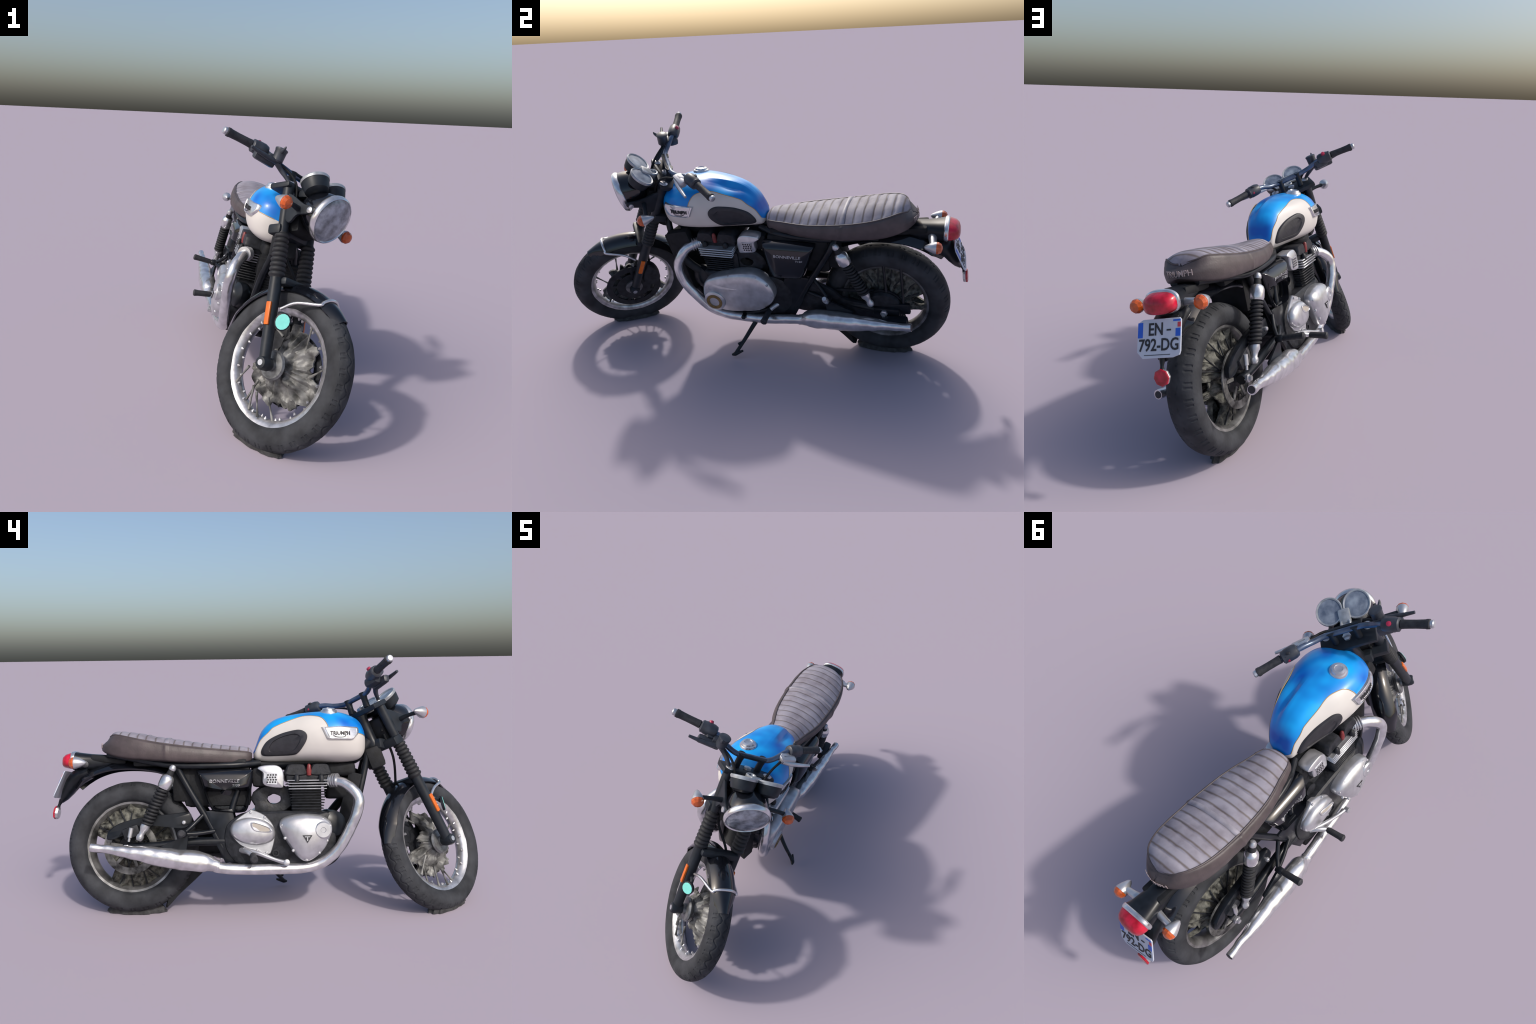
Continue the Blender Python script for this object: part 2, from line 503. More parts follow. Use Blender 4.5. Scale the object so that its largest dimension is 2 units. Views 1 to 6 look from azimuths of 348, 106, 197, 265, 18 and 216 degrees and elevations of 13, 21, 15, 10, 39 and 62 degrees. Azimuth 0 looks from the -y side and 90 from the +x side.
        for s, h in ((1.0, .0), (.97, .010), (.86, .026), (.66, .042)):
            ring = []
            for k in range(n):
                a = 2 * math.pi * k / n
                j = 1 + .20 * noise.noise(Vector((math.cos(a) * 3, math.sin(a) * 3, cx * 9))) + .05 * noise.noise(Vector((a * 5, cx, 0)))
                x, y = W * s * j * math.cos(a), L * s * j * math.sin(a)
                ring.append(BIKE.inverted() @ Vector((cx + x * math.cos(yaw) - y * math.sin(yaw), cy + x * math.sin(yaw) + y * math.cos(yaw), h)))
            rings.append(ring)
        add("ground_remnant", *loft(rings), SCANGROUND)


# ------------------------------------------------------------------ fuel tank
#         y     half-width  top   bottom
TANK = [(.088, .030, .694, .668), (.078, .056, .720, .657), (.052, .070, .785, .650), (.010, .086, .829, .647),
        (-.034, .101, .850, .646), (-.100, .126, .864, .645), (-.170, .148, .872, .643), (-.250, .157, .875, .641),
        (-.310, .153, .868, .641), (-.360, .134, .850, .646), (-.392, .105, .826, .658), (-.411, .066, .792, .682),
        (-.420, .020, .765, .705)]
#  cross-section, keel to crown: (share of half-width, share of height)
SECTION = spline([(0, 0), (.30, .004), (.58, .03), (.83, .14), (.965, .32), (1.0, .49), (.965, .65), (.84, .81), (.61, .925), (.31, .983), (0, 1)], 80)
#  height of the white/blue border along the tank
BORDER = [(.088, .684), (.078, .698), (.056, .741), (.020, .777), (-.004, .799), (-.089, .832), (-.140, .845), (-.190, .842), (-.215, .831),
          (-.232, .806), (-.241, .782), (-.252, .772), (-.300, .770), (-.380, .763), (-.411, .754), (-.420, .745)]


def tank_side(y, z):
    """Half-width of the tank skin at (y, z)."""
    W, zt, zb = interp(TANK, y)
    v = np.clip((z - zb) / (zt - zb), 0, 1)
    return W * float(np.interp(v, SECTION[:, 1], SECTION[:, 0]))


def build_tank():
    ys = np.concatenate([np.linspace(.088, -.20, 60), np.linspace(-.203, -.262, 34), np.linspace(-.266, -.420, 34)])
    white, blue, seam = [], [], []
    for y in ys:
        W, zt, zb = interp(TANK, y)
        vb = np.clip((interp(BORDER, y)[0] - zb) / (zt - zb), .05, .97)
        tb = float(np.interp(vb, SECTION[:, 1], np.linspace(0, 1, len(SECTION))))
        at = lambda t: np.array([np.interp(t, np.linspace(0, 1, len(SECTION)), SECTION[:, k]) for k in (0, 1)])
        pt = lambda t: (-W * at(t)[0], y, zb + (zt - zb) * at(t)[1])
        white.append([pt(t) for t in np.linspace(0, tb, 30)])
        half = [pt(t) for t in np.linspace(tb, 1, 26)]
        blue.append(half + [(-p[0], p[1], p[2]) for p in half[-2::-1]])
        seam.append(pt(tb))
    Vb, Fb = loft(blue, closed=False)
    # scan defect copied as a shallow dip in the upper left shell
    sunken = []
    for x, y, z in Vb:
        W, zt, zb = interp(TANK, y)
        a = math.exp(-((y + .055) / .085) ** 2) * np.clip((x - .012) / .03, 0, 1) * np.clip((W * .84 - x) / (W * .42), 0, 1)
        sunken.append((x - .010 * a, y, z - .020 * a))
    Vb = sunken
    tank = add("fuel_tank", Vb, Fb, BLUE, angle=60)
    # the tank rolls a touch to the right of the frame's own lean
    tank.matrix_local = Matrix.Translation((.003, 0, .763)) @ Matrix.Rotation(rad(-.6), 4, 'Y') @ Matrix.Translation((0, 0, -.760))
    # front and rear end faces of the upper shell
    wl = loft(white, closed=False)
    for vf in (wl, mirror(wl)):
        add("tank_panel", *vf, WHITE, tank, angle=60)
    ends = []
    for k in (0, -1):
        loop = [(p[0], p[1], p[2]) for p in white[k]] + blue[k][1:] + [(-p[0], p[1], p[2]) for p in white[k][::-1][1:-1]]
        ends.append((loop, [tuple(range(len(loop)))]))
    add("tank_end", *join(*ends), WHITE, tank, smooth=False)
    st = spline(seam, 220)
    tb = tube(st[4:-2:2], .0016, 6, 160)
    for vf in (tb, mirror(tb)):
        add("pinstripe", *vf, GOLD, tank)
    # knee pads
    pad = [(.053, .684), (.048, .708), (.023, .740), (-.028, .766), (-.085, .780), (-.118, .781), (-.140, .768), (-.146, .747), (-.135, .718),
           (-.110, .684), (-.085, .673), (-.02, .671), (.038, .672)]
    on = lambda off: (lambda y, z, h: (-(tank_side(y, z) + h + off), y, z))
    vf = dome(pad, [(1.02, -.006), (1.0, .004), (.965, .009), (.86, .011), (.70, .011), (.655, .006), (.3, .006), (.02, .006)], on(0), 72)
    for v in (vf, mirror(vf)):
        add("knee_pad", *v, PAD, tank)
    # chrome name badges with a sunk field
    bd = [(-.212, .790), (-.226, .766), (-.238, .741), (-.290, .736), (-.340, .734), (-.362, .748), (-.372, .768), (-.370, .786), (-.310, .794), (-.26, .793)]
    bd = [(-.210, .790), (-.232, .742), (-.240, .738), (-.338, .735), (-.350, .739), (-.368, .758), (-.373, .770), (-.372, .786), (-.366, .791), (-.290, .7925)]
    vf = dome(bd, [(1.02, -.006), (1.01, .005), (.97, .010), (.90, .0105), (.86, .0065), (.3, .007), (.02, .007)], on(0), 60, smooth=False)
    for v in (vf, mirror(vf)):
        add("name_badge", *v, CHROME, tank)
    V, F = text_mesh("TRIUMPH", .017, .003, .086, bold=.012)
    for sgn in (-1, 1):
        P = [(sgn * (tank_side(-.288 + sgn * v[0], .7625 + v[1]) + .0088 + v[2]), -.288 + sgn * v[0], .7625 + v[1]) for v in V]
        add("lettering", P, F, INK, tank, smooth=False)
        # swoosh that joins R and H under the word
        sw = [(-.258, .752), (-.272, .746), (-.292, .7445), (-.308, .747), (-.314, .756)]
        add("badge_swoosh", *tube([(sgn * (tank_side(y, z) + .0092), y, z) for y, z in sw], .0013, 6), INK, tank)
    # filler cap
    ax = (-.22, 0.02, 1)
    add("fuel_cap", *lathe([(.030, -.012), (.038, -.004), (.038, .006), (.034, .012), (.030, .013), (.027, .020), (.018, .022), (.016, .019), (.004, .018)],
                           (-.066, -.251, .862), ax, 40), CHROME, tank)


# ------------------------------------------------------------------ seat
#         y    half-width  crown  edge   bottom
SEAT = [(.094, .050, .702, .688, .664), (.104, .070, .714, .690, .654), (.125, .084, .721, .693, .648), (.190, .104, .727, .698, .645), (.250, .125, .732, .703, .645),
        (.310, .140, .739, .708, .646), (.400, .150, .753, .718, .648), (.500, .154, .768, .732, .655), (.580, .150, .781, .747, .662),
        (.632, .141, .788, .759, .667), (.675, .123, .793, .769, .677), (.702, .103, .793, .774, .687), (.722, .077, .786, .771, .697),
        (.734, .050, .776, .763, .706), (.740, .024, .767, .758, .712), (.744, .003, .760, .753, .716)]


def build_seat():
    ys = np.concatenate([np.linspace(.094, .70, 250), np.linspace(.702, .744, 30)])
    top, side = [], []
    for y in ys:
        hw, zt, ze, zb = interp(SEAT, y) * np.array((.978, 1, 1, 1)) + np.array((0, .001 + .003 * (y > .55), 0, 0))
        k = (y - PLEAT0) / PLEATSP
        puff = abs(math.sin(math.pi * k)) ** .55
        inside = np.clip((y - .10) / .03, 0, 1) * np.clip((.715 - y) / .03, 0, 1)
        row = []
        for u in np.linspace(-1, 1, 33):
            crown = ze + (zt - ze) * (1 - abs(u) ** 2.6)
            kk = k + .16 * noise.noise(Vector((u * 2.2, y * 9, 1.7)))
            puff = abs(math.sin(math.pi * kk)) ** .55
            deep = .75 + .5 * noise.noise(Vector((u * 1.5, y * 14, 8)))
            dz = -.0060 * deep * (1 - puff) * inside * (1 - abs(u) ** 12)
            lip = .003 * math.exp(-((abs(u) - .97) / .03) ** 2)
            row.append((u * hw * .84, y, crown + dz + lip))
        top.append(row)
        h = ze - zb
        strap = 1.0 + .03 * math.exp(-((y - .468) / .010) ** 2) + .012 * noise.noise(Vector((y * 22, 0, 3)))
        cs = spline([(.84, 1.0), (.89, .99), (.935, .90), (.965, .66), (.965, .40), (.93, .13), (.84, 0), (.5, -.02), (0, -.02)], 26)
        tail = .034 * np.clip((y - .58) / .16, 0, 1) ** 2      # the skirt slopes outwards behind the panel
        half = [(-hw * cx * (strap if cx > .86 else 1), y + tail * np.clip((1 - cz) / .55, 0, 1), zb + h * cz - .003 * math.exp(-((cz - .80) / .05) ** 2) * (cx > .85)) for cx, cz in cs]
        side.append(half + [(-p[0], p[1], p[2]) for p in half[-2::-1]])
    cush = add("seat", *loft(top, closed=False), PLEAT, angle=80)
    Vs, Fs = loft(side, closed=False)
    n = len(side[0])
    Fs.append(tuple(range(n))); Fs.append(tuple(range(len(Vs) - n, len(Vs))))
    add("seat_skirt", Vs, Fs, SEATSIDE, cush, angle=80)
    # piping around the pleated panel
    loop = [(-.84 * interp(SEAT, y)[0], y, interp(SEAT, y)[2] + .001) for y in np.linspace(.10, .739, 60)]
    loop = loop + [(-p[0], p[1], p[2]) for p in loop[::-1]]
    add("seat_piping", *tube(loop[::2], .0035, 8, 180), SEATSIDE, cush)
    # passenger strap over the middle
    arc = []
    hw, zt, ze, zb = interp(SEAT, .468)
    for s in np.linspace(-1, 1, 41):
        arc.append((s * hw * .85, ze + (zt - ze) * (1 - abs(s) ** 2.6) + .0015))
    rings = []
    for dy in (-.011, -.009, .009, .011):
        o = .0006 if abs(dy) < .01 else -.003
        rings.append([(x * (1 + o * 3), .468 + dy, z + o) for x, z in arc])
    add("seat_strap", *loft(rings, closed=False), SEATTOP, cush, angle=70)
    # printed name on the back edge, wrapped round the tail
    V, F = text_mesh("TRIUMPH", .022, .0012, .110, bold=.004)
    cast = probe((Vs, Fs))
    P = []
    for u, v, w in V:
        hit = cast((-u, 1.0, .732 + v), (0, -1, 0)) or Vector((-u, .70, .732 + v))
        P.append((hit.x, max(hit.y, .7755 - 4.6 * u * u) + .0025 + w, hit.z))
    add("lettering", P, F, SEATLETTER, cush, smooth=False)


# ------------------------------------------------------------------ engine
def bolt_mesh():
    me = bpy.data.meshes.new("bolt")
    V, F = lathe([(.0062, -.004), (.0062, .002), (.0045, .0042), (.001, .0048)], (0, 0, 0), (1, 0, 0), 10)
    me.from_pydata([tuple(v) for v in V], [], F)
    me.materials.append(SILVER); me.shade_smooth(); me.set_sharp_from_angle(angle=rad(40))
    return me


BOLT = bolt_mesh()


def bolt(at, parent, mat=None, s=1.0):
    ob = bpy.data.objects.new("bolt", BOLT)
    bpy.context.scene.collection.objects.link(ob)
    ob.parent = parent
    sg = 1 if at[0] > 0 else -1
    ob.matrix_local = Matrix.Translation(at) @ Matrix.Diagonal((sg * s, s, s, 1))


def build_engine():
    case = [(-.245, .415), (-.268, .34), (-.262, .27), (-.20, .212), (-.08, .190), (.10, .190), (.165, .205), (.215, .27),
            (.215, .36), (.17, .405), (.10, .425), (.0, .43), (-.1, .43), (-.2, .425)]
    place = lambda y, z, h: (h, y, z)
    crank = add("crankcase", *dome(case, [(.02, -.118), (.9, -.118), (.98, -.110), (1, -.095), (1, .115), (.98, .130), (.9, .138), (.02, .138)], place, 60), ENGBLACK)
    # cylinder block: narrow core with a stack of cooling fins
    add("cylinder", *rbox((.215, .132, .175), (.008, -.143, .488), None, .012), ENGBLACK, crank)
    for k in range(11):
        z = .440 + k * .0122
        f = k / 10
        up = k >= 7
        size = (.266 if up else .236, .140 + .038 * f, .0052)
        V, F = rbox((size[0] + .018, *size[1:]), (.009, -.1465, z), None, .0022, 1)
        add("cooling_fin", V, F, SILVER if up else ENGBLACK, crank)
    add("cylinder_head", *rbox((.225, .185, .030), (0, -.147, .578), None, .008), ENGBLACK, crank)
    for y, w in ((-.098, .088), (-.204, .086)):
        sec = [(-w / 2, .585), (-w / 2, .612), (-w * .40, .630), (-w * .2, .6345), (w * .2, .6345), (w * .40, .630), (w / 2, .612), (w / 2, .585)]
        sec = [(y + a, b) for a, b in sec]
        add("cam_cover", *dome(sec, [(.02, -.120), (.85, -.120), (.96, -.115), (1, -.10), (1, .10), (.96, .115), (.85, .120), (.02, .120)], place, 48), ENGBLACK, crank)
        for sg in (-1, 1):
            add("stud_cover", *lathe([(.013, -.014), (.013, .008), (.008, .016), (.004, .02)], (sg * .124, y - .002, .570), (0, 0, 1), 14), ENGBLACK, crank)
    for sg in (-1, 1):
        add("plug_cap", *lathe([(.011, 0), (.012, .02), (.008, .045), (.003, .05)], (sg * .112, -.154, .585), (sg * .15, 0, 1), 14), REDCAP, crank)
    # right-hand triangular cover
    tri = [(-.020, .375), (-.042, .402), (-.100, .416), (-.150, .417), (-.200, .410), (-.236, .388), (-.247, .362), (-.240, .322), (-.213, .268), (-.170, .228), (-.132, .214),
           (-.098, .232), (-.065, .276), (-.034, .328)]
    R = lambda base: (lambda y, z, h: (-(base + h), y, z))
    tvf = dome(tri, [(.96, -.02), (1.0, .0), (1.0, .030), (.975, .040), (.90, .050), (.75, .060), (.5, .067), (.02, .070)], R(.115), 72)
    cov = add("timing_cover", *tvf, SILVER, crank)
    ex = -probe(tvf)((-1, -.137, .315), (1, 0, 0)).x
    for y, z in ((-.032, .370), (-.074, .398), (-.140, .403), (-.205, .394), (-.236, .366), (-.222, .303), (-.188, .252), (-.133, .224), (-.077, .262), (-.043, .315)):
        bolt((-.160, y, z), cov, s=1.15)
    add("oil_cap", *lathe([(.037, -.02), (.037, .006), (.031, .012), (.012, .012), (.010, .009), (.001, .009)], (-.174, -.205, .349), (-1, 0, 0), 36), SILVER, cov)
    add("emblem", *dome([(-.116, .328), (-.158, .328), (-.137, .295)], [(1, -.006), (1, .0025), (.02, .0025)], R(ex), 3, smooth=False), INK, cov, smooth=False)
    add("emblem_letter", *join(rbox((.002, .024, .004), (-ex - .003, -.137, .3215), None, .0004, 1), rbox((.002, .005, .018), (-ex - .003, -.137, .313), None, .0004, 1)), SILVER, cov)
    # right-hand oval cover on its flange
    fl = [(.112, .432), (.096, .437), (.036, .407), (-.002, .345), (.012, .262), (.030, .243), (.075, .258), (.15, .285), (.194, .345), (.17, .392)]
    ov = add("sprocket_cover", *dome(fl, [(.97, -.012), (1, 0), (1, .008), (.97, .012), (.02, .012)], R(.110), 60), SILVER, crank)
    oval = [(.194, .348), (.176, .386), (.110, .407), (.037, .391), (-.003, .345), (.010, .302), (.071, .283), (.136, .293), (.180, .318)]
    add("cover_dome", *dome(oval, [(.98, .0), (.99, .014), (.95, .028), (.84, .038), (.55, .045), (.02, .047)], R(.110), 64), SILVER, ov)
    win = [(.100, .380), (.072, .378), (.022, .357), (.024, .342), (.086, .349)]
    add("cover_rib", *dome(win, [(1.15, -.024), (1.1, .002), (.97, .004), (.88, .0005), (.02, .000)], R(.1545), 40), SILVER, ov)
    add("cover_inlay", *dome(win, [(.86, -.004), (.86, .0012), (.02, .0014)], R(.1545), 40), BEIGE, ov)
    for y, z in ((.103, .426), (.042, .404), (.036, .250), (.075, .262)):
        bolt((-.124, y, z), ov)
    add("shaft_boss", *lathe([(.016, -.02), (.016, .012), (.010, .012), (.009, .0), (.001, .0)], (-.112, -.004, .249), (-1, 0, 0), 20), ENGBLACK, crank)
    # left-hand clutch cover
    pr = [(-.238, .325), (-.222, .385), (-.180, .418), (-.090, .447), (.0, .462), (.062, .455), (.110, .418), (.136, .362), (.122, .308), (.060, .256), (-.03, .236),
          (-.12, .228), (-.195, .245), (-.228, .280)]
    Lp = lambda base: (lambda y, z, h: (base + h, y, z))
    pc = add("clutch_cover", *dome(pr, [(.96, -.02), (1, 0), (1, .038), (.975, .048), (.90, .056), (.6, .062), (.02, .066)], Lp(.138), 72), SILVER, crank)
    for y, z in ((-.150, .418), (-.082, .440), (-.012, .450), (.055, .446), (.106, .408), (.124, .350), (-.215, .370), (.05, .262), (-.10, .240)):
        bolt((.185, y, z), pc, s=1.15)
    add("clutch_boss", *lathe([(.056, -.03), (.054, .008), (.047, .013), (.03, .013), (.001, .013)], (.198, -.170, .297), (1, 0, 0), 40), SILVER, pc)
    add("clutch_ring", *lathe([(.041, 0), (.041, .016), (.026, .016), (.026, 0)], (.198, -.170, .297), (1, 0, 0), 36, closed=True), BRASS, pc)
    ridge = [(-.205, .362), (-.17, .392), (-.06, .388), (.02, .380), (-.09, .355), (-.17, .345)]
    add("cover_ridge", *dome(ridge, [(1, -.01), (.95, .004), (.5, .010), (.02, .011)], Lp(.193), 40), SILVER, pc)
    # throttle bodies each side, with a perforated cover
    tb = [(.072, .618), (.045, .630), (-.014, .630), (-.042, .602), (-.042, .545), (-.030, .530), (.044, .545), (.050, .598)]
    vf = dome(tb, [(.9, 0), (1, .01), (1, .050), (.96, .060), (.85, .064), (.02, .065)], R(.053), 48)
    for v, sg in ((vf, -1), (mirror(vf), 1)):
        t = add("throttle_body", *v, SILVER, crank)
        pl = [(.030, .594), (-.014, .594), (-.012, .547), (.028, .550)]
        add("perforated_plate", *dome(pl, [(1.12, -.004), (1.08, .004), (.02, .004)], (lambda y, z, h, sg=sg: (sg * (.117 + h), y, z)), 32, smooth=False), SILVER, t)
        holes = [lathe([(.0042, 0), (.0042, .0008), (.001, .0009)], (sg * .1208, -.009 + i * .0115 + (.0 if j % 2 else .003), .556 + j * .0105), (sg, 0, 0), 10)
                 for i in range(4) for j in range(4)]
        o = add("vent_disc", *join(*holes), INK, t); o["kind"] = "stuff"  # raised dark discs stand in for the perforations
    add("intake_duct", *rbox((.18, .11, .085), (0, .040, .580), None, .02), MATT, crank)
    add("barrel_gap_fill", *rbox((.080, .036, .100), (.085, -.064, .485), None, .012), ENGBLACK, crank)  # added block filling the gap behind the left barrel
    for xc, dy in ((-.040, -.004), (.088, -.012)):  # lumpy rings added to narrow the gap behind the barrels
        ring = [(.026, -.022), (.032, -.026), (.070, -.026), (.078, -.018), (.078, .018), (.070, .026), (.032, .026), (.026, .022)]
        V, F = lathe(ring, (0, 0, 0), (1, 0, 0), 14, closed=True)
        lump = lambda p: 1 + .14 * noise.noise(Vector((p[1] * 60, p[2] * 60, xc * 30)))
        add("engine_gap_fill", [(xc + p[0], .004 + dy + p[1] * 1.25 * lump(p), .483 + p[2] * .86 * lump(p)) for p in V], F, ENGBLACK, crank)
    add("sump", *rbox((.17, .30, .03), (0, -.03, .190), None, .012), ENGBLACK, crank)
    # starter / balance lump behind the barrels
    add("starter_motor", *lathe([(.01, -.09), (.03, -.085), (.03, .085), (.01, .09)], (0, .055, .445), (1, 0, 0), 24), ENGBLACK, crank)


def build_exhaust():
    R = [(-.088, -.236, .560), (-.105, -.262, .560), (-.130, -.305, .546), (-.150, -.342, .515), (-.159, -.362, .476), (-.157, -.354, .424), (-.148, -.332, .366), (-.137, -.302, .306),
         (-.124, -.264, .250), (-.110, -.206, .205), (-.112, -.140, .185), (-.124, -.050, .181), (-.136, .105, .181), (-.148, .215, .188), (-.155, .262, .198)]
    Lf = [(-.088, -.236, .566), (-.105, -.262, .563), (-.130, -.302, .549), (-.152, -.329, .519), (-.170, -.351, .466), (-.177, -.338, .386), (-.176, -.285, .302), (-.170, -.222, .228),
          (-.166, -.158, .196), (-.162, -.093, .183), (-.158, .054, .180), (-.156, .190, .195), (-.158, .262, .203)]
    pipes = [tube(p, .0235, 18, 120, lump=.0016, lump_scale=28) for p in (R, Lf)]
    wide = [1.05, 1.07]
    sil = lambda dz: [(-.155, .250, .200), (-.157, .270, .206), (-.158, .292, .214), (-.162, .335, .221), (-.168, .40, .228), (-.176, .48, .242 - dz * .3), (-.184, .55, .255 - dz * .5),
                      (-.191, .62, .267 - dz * .7), (-.197, .68, .277 - dz * .9), (-.201, .73, .284 - dz), (-.204, .777, .291 - dz)]
    rs = [.024, .030, .037, .0415, .043, .0395, .034, .026, .0185, .0172, .0175]
    for side in (0, 1):
        f = mirror if side else (lambda v: v)
        p = add("exhaust_pipe", *f(pipes[side]), CHROME)
        add("silencer", *f(tube(sil(.022 if side else 0), [r * wide[side] for r in rs], 22, 90, lump=.0045, lump_scale=24)), CHROME, p)
        add("bore_disc", *f(lathe([(.0145, 0), (.0145, .0012), (.001, .0012)], sil(.022 if side else 0)[-1], (-.05, .98, .17), 18)), INK, p)  # dark disc on the closed pipe end in place of an opening
        fins = [lathe([(.020, -.003), (.031, -.002), (.031, .002), (.020, .003)], (-.098 - k * .006, -.250 - k * .009, .561), (-.5, -.86, 0), 18) for k in range(4)]
        add("exhaust_clamp", *f(join(*fins)), SILVER, p)
        add("clamp_band", *f(lathe([(.0225, -.006), (.026, -.005), (.026, .005), (.0225, .006)], (-.154, .245, .198), (-.05, .98, .13), 22)), CHROME, p)
    # link pipe below the engine
    add("exhaust_link", *tube([(-.125, -.02, .186), (0, -.02, .184), (.125, -.02, .186)], .016, 14), CHROME)


# ------------------------------------------------------------------ frame and bodywork
def build_frame():
    parts = []
    for s in (-1, 1):
        o = .022 if s > 0 else -.012          # the whole block sits towards the left
        parts.append(tube([(s * .030, -.430, .70), (.020 + s * .045, -.415, .62), (.026 + s * .062, -.390, .52), (.026 + s * .066, -.358, .40), (.024 + s * .068, -.30, .27), (.02 + s * .072, -.24, .200), (.015 + s * .08, -.1, .178), (.010 + s * .09, .1, .180), (s * (.095 + o), .19, .22)], .0155, 12, 60))
        parts.append(tube([(s * (.095 + o), .188, .215), (s * (.10 + o), .235, .285), (s * (.10 + o), .290, .388), (s * (.10 + o), .365, .515), (s * (.10 + o), .415, .605), (s * .10, .43, .64)], .015, 12, 40))
        parts.append(tube([(s * .045, .06, .645), (s * .085, .16, .635), (s * .10, .30, .632), (s * .10, .46, .638), (s * .085, .62, .668), (s * .05, .74, .690)], .014, 12, 40))
        parts.append(tube([(s * .060, .13, .60), (s * .075, .19, .42), (s * .09, .20, .25)], .014, 12, 30))
    fr = add("frame", *join(*parts), FRAME)
    add("backbone", *tube([(0, -.440, .74), (0, -.36, .665), (0, -.2, .648), (0, .1, .64)], .030, 14, 30), FRAME, fr)
    add("steering_head", *lathe([(.030, -.09), (.032, -.07), (.026, -.05), (.026, .05), (.032, .07), (.030, .09)], (0, -.432, .79), tuple(AXIS), 24), FRAME, fr)
    # radiator between the down tubes, tilted with them
    add("radiator", *rbox((.165, .060, .320), (.032, -.352, .440), Matrix.Rotation(rad(-16), 4, 'Z') @ Matrix.Rotation(rad(14), 4, 'X'), .006), MATT, fr)
    slats = [rbox((.145, .004, .003), (.024, -.3835 + (z - .440) * -.249, z), Matrix.Rotation(rad(-16), 4, 'Z'), .0008, 1) for z in np.linspace(.305, .575, 24)]
    o = add("radiator_fin", *join(*slats), FRAME, fr); o["kind"] = "stuff"
    for sg in (-1, 1):
        add("case_bulge", *lathe([(.001, -.035), (.040, -.034), (.056, -.020), (.060, .0), (.054, .020), (.030, .030), (.001, .032)], (.012 + sg * .095, -.258, .372), (sg, -.35, .1), 28), FRAME, fr)  # rounded bulge of the crankcase front, one each side
        if sg > 0:
            add("radiator_shroud", *rbox((.050, .120, .120), (.105, -.340, .572), Matrix.Rotation(rad(12), 4, 'X'), .016), MATT, fr)
            add("coolant_hose", *tube([(.085, -.385, .545), (.120, -.350, .500), (.125, -.305, .450), (.11, -.26, .40)], .020, 12, 24), GAITER, fr)
        pv = [(.300, .432), (.185, .440), (.165, .36), (.160, .215), (.215, .205), (.262, .300)]
        add("pivot_plate", *dome(pv, [(.95, 0), (1, .002), (1, .012), (.95, .014)], lambda y, z, q, sg=sg: (sg * ((.120 if sg > 0 else .088) + q), y, z), 36, smooth=False), FRAME, fr)
    fl = [(.490, .000), (.425, .062), (.345, .135), (.325, .165), (.400, .180), (.450, .12)]  # dark lump added for the shadow mass ahead of the rear tyre
    add("tyre_shadow_lump", *dome(fl, [(.9, -.022), (1, -.012), (1, .055), (.9, .068)], lambda y, z, q: (q, y, z), 40), MATT, fr)
    cg = [(.19, .24), (.19, .40), (.30, .405), (.40, .365), (.46, .32), (.60, .300), (.66, .28), (.60, .235), (.4, .225)]
    add("chain_case", *dome(cg, [(.9, 0), (1, .004), (1, .016), (.92, .022), (.02, .022)], lambda y, z, q: (.094 + q, y, z), 48), ENGBLACK, fr)
    add("exhaust_collector", *rbox((.240, .34, .048), (.016, .02, .184), None, .016), MATT, fr)
    add("frame_gap_fill", *join(rbox((.070, .110, .095), (-.012, -.288, .528), None, .02, 3), rbox((.110, .130, .060), (.0, -.305, .612), None, .02, 3)), MATT, fr)  # added blocks closing gaps ahead of the cylinder and under the tank
    add("head_lug", *rbox((.10, .075, .10), (0, -.462, .665), Matrix.Rotation(rad(-20), 4, 'X'), .02), MATT, fr)
    # battery and air-box block under the seat
    add("air_box", *rbox((.180, .300, .190), (.018, .250, .545), None, .03), MATT, fr)
    add("inner_guard", *rbox((.170, .090, .150), (.012, .405, .550), None, .02), MATT, fr)
    add("seat_base", *rbox((.180, .50, .028), (0, .37, .648), None, .01), MATT, fr)
    # swing arm
    sw = []
    for s in (-1, 1):
        sw.append(tube([(s * .085, .20, .300), (s * .09, .35, .298), (s * .098, .50, .285), (s * (.100 if s < 0 else .116), .66, .276)], .0195, 12, 30))
    sw.append(tube([(-.09, .205, .30), (.09, .205, .30)], .022, 14, 4))
    sa = add("swing_arm", *join(*sw), FRAME)
    for s in (-1, 1):
        add("axle_nut", *lathe([(.017, 0), (.017, .012), (.011, .014), (.010, .024), (.001, .025)], (s * (.115 if s < 0 else .130), .645, .277), (s, 0, 0), 6), SILVER, sa)
    # right-hand brake carrier guard, left-hand chain guard
    gd = [(.733, .315), (.726, .350), (.690, .378), (.647, .394), (.564, .413), (.470, .421), (.379, .428), (.362, .400), (.367, .371), (.405, .360), (.52, .372), (.600, .374), (.665, .352), (.695, .318)]
    add("brake_guard", *dome(gd, [(.6, 0), (.97, 0), (1, .004), (1, .020), (.95, .026), (.6, .026)], lambda y, z, h: (-(.078 + h), y, z), 80), FRAME, sa)
    bolt((-.108, .395, .385), sa, s=1.6)
    add("brake_caliper", *rbox((.04, .075, .05), (-.095, .625, .345), Matrix.Rotation(rad(-20), 4, 'X'), .010), ENGBLACK, sa)
    add("caliper_pin", *lathe([(.010, -.03), (.010, .012), (.006, .014), (.006, .03)], (-.118, .628, .335), (0, .2, -1), 12), SILVER, sa)
    add("chain_adjuster", *rbox((.030, .120, .046), (.118, .655, .277), None, .010), FRAME, sa)
    add("shield_gap_fill", *rbox((.045, .125, .050), (.158, .695, .250), Matrix.Rotation(rad(6), 4, 'X'), .014), FRAME, sa)  # added block filling the space between wheel shield and silencer
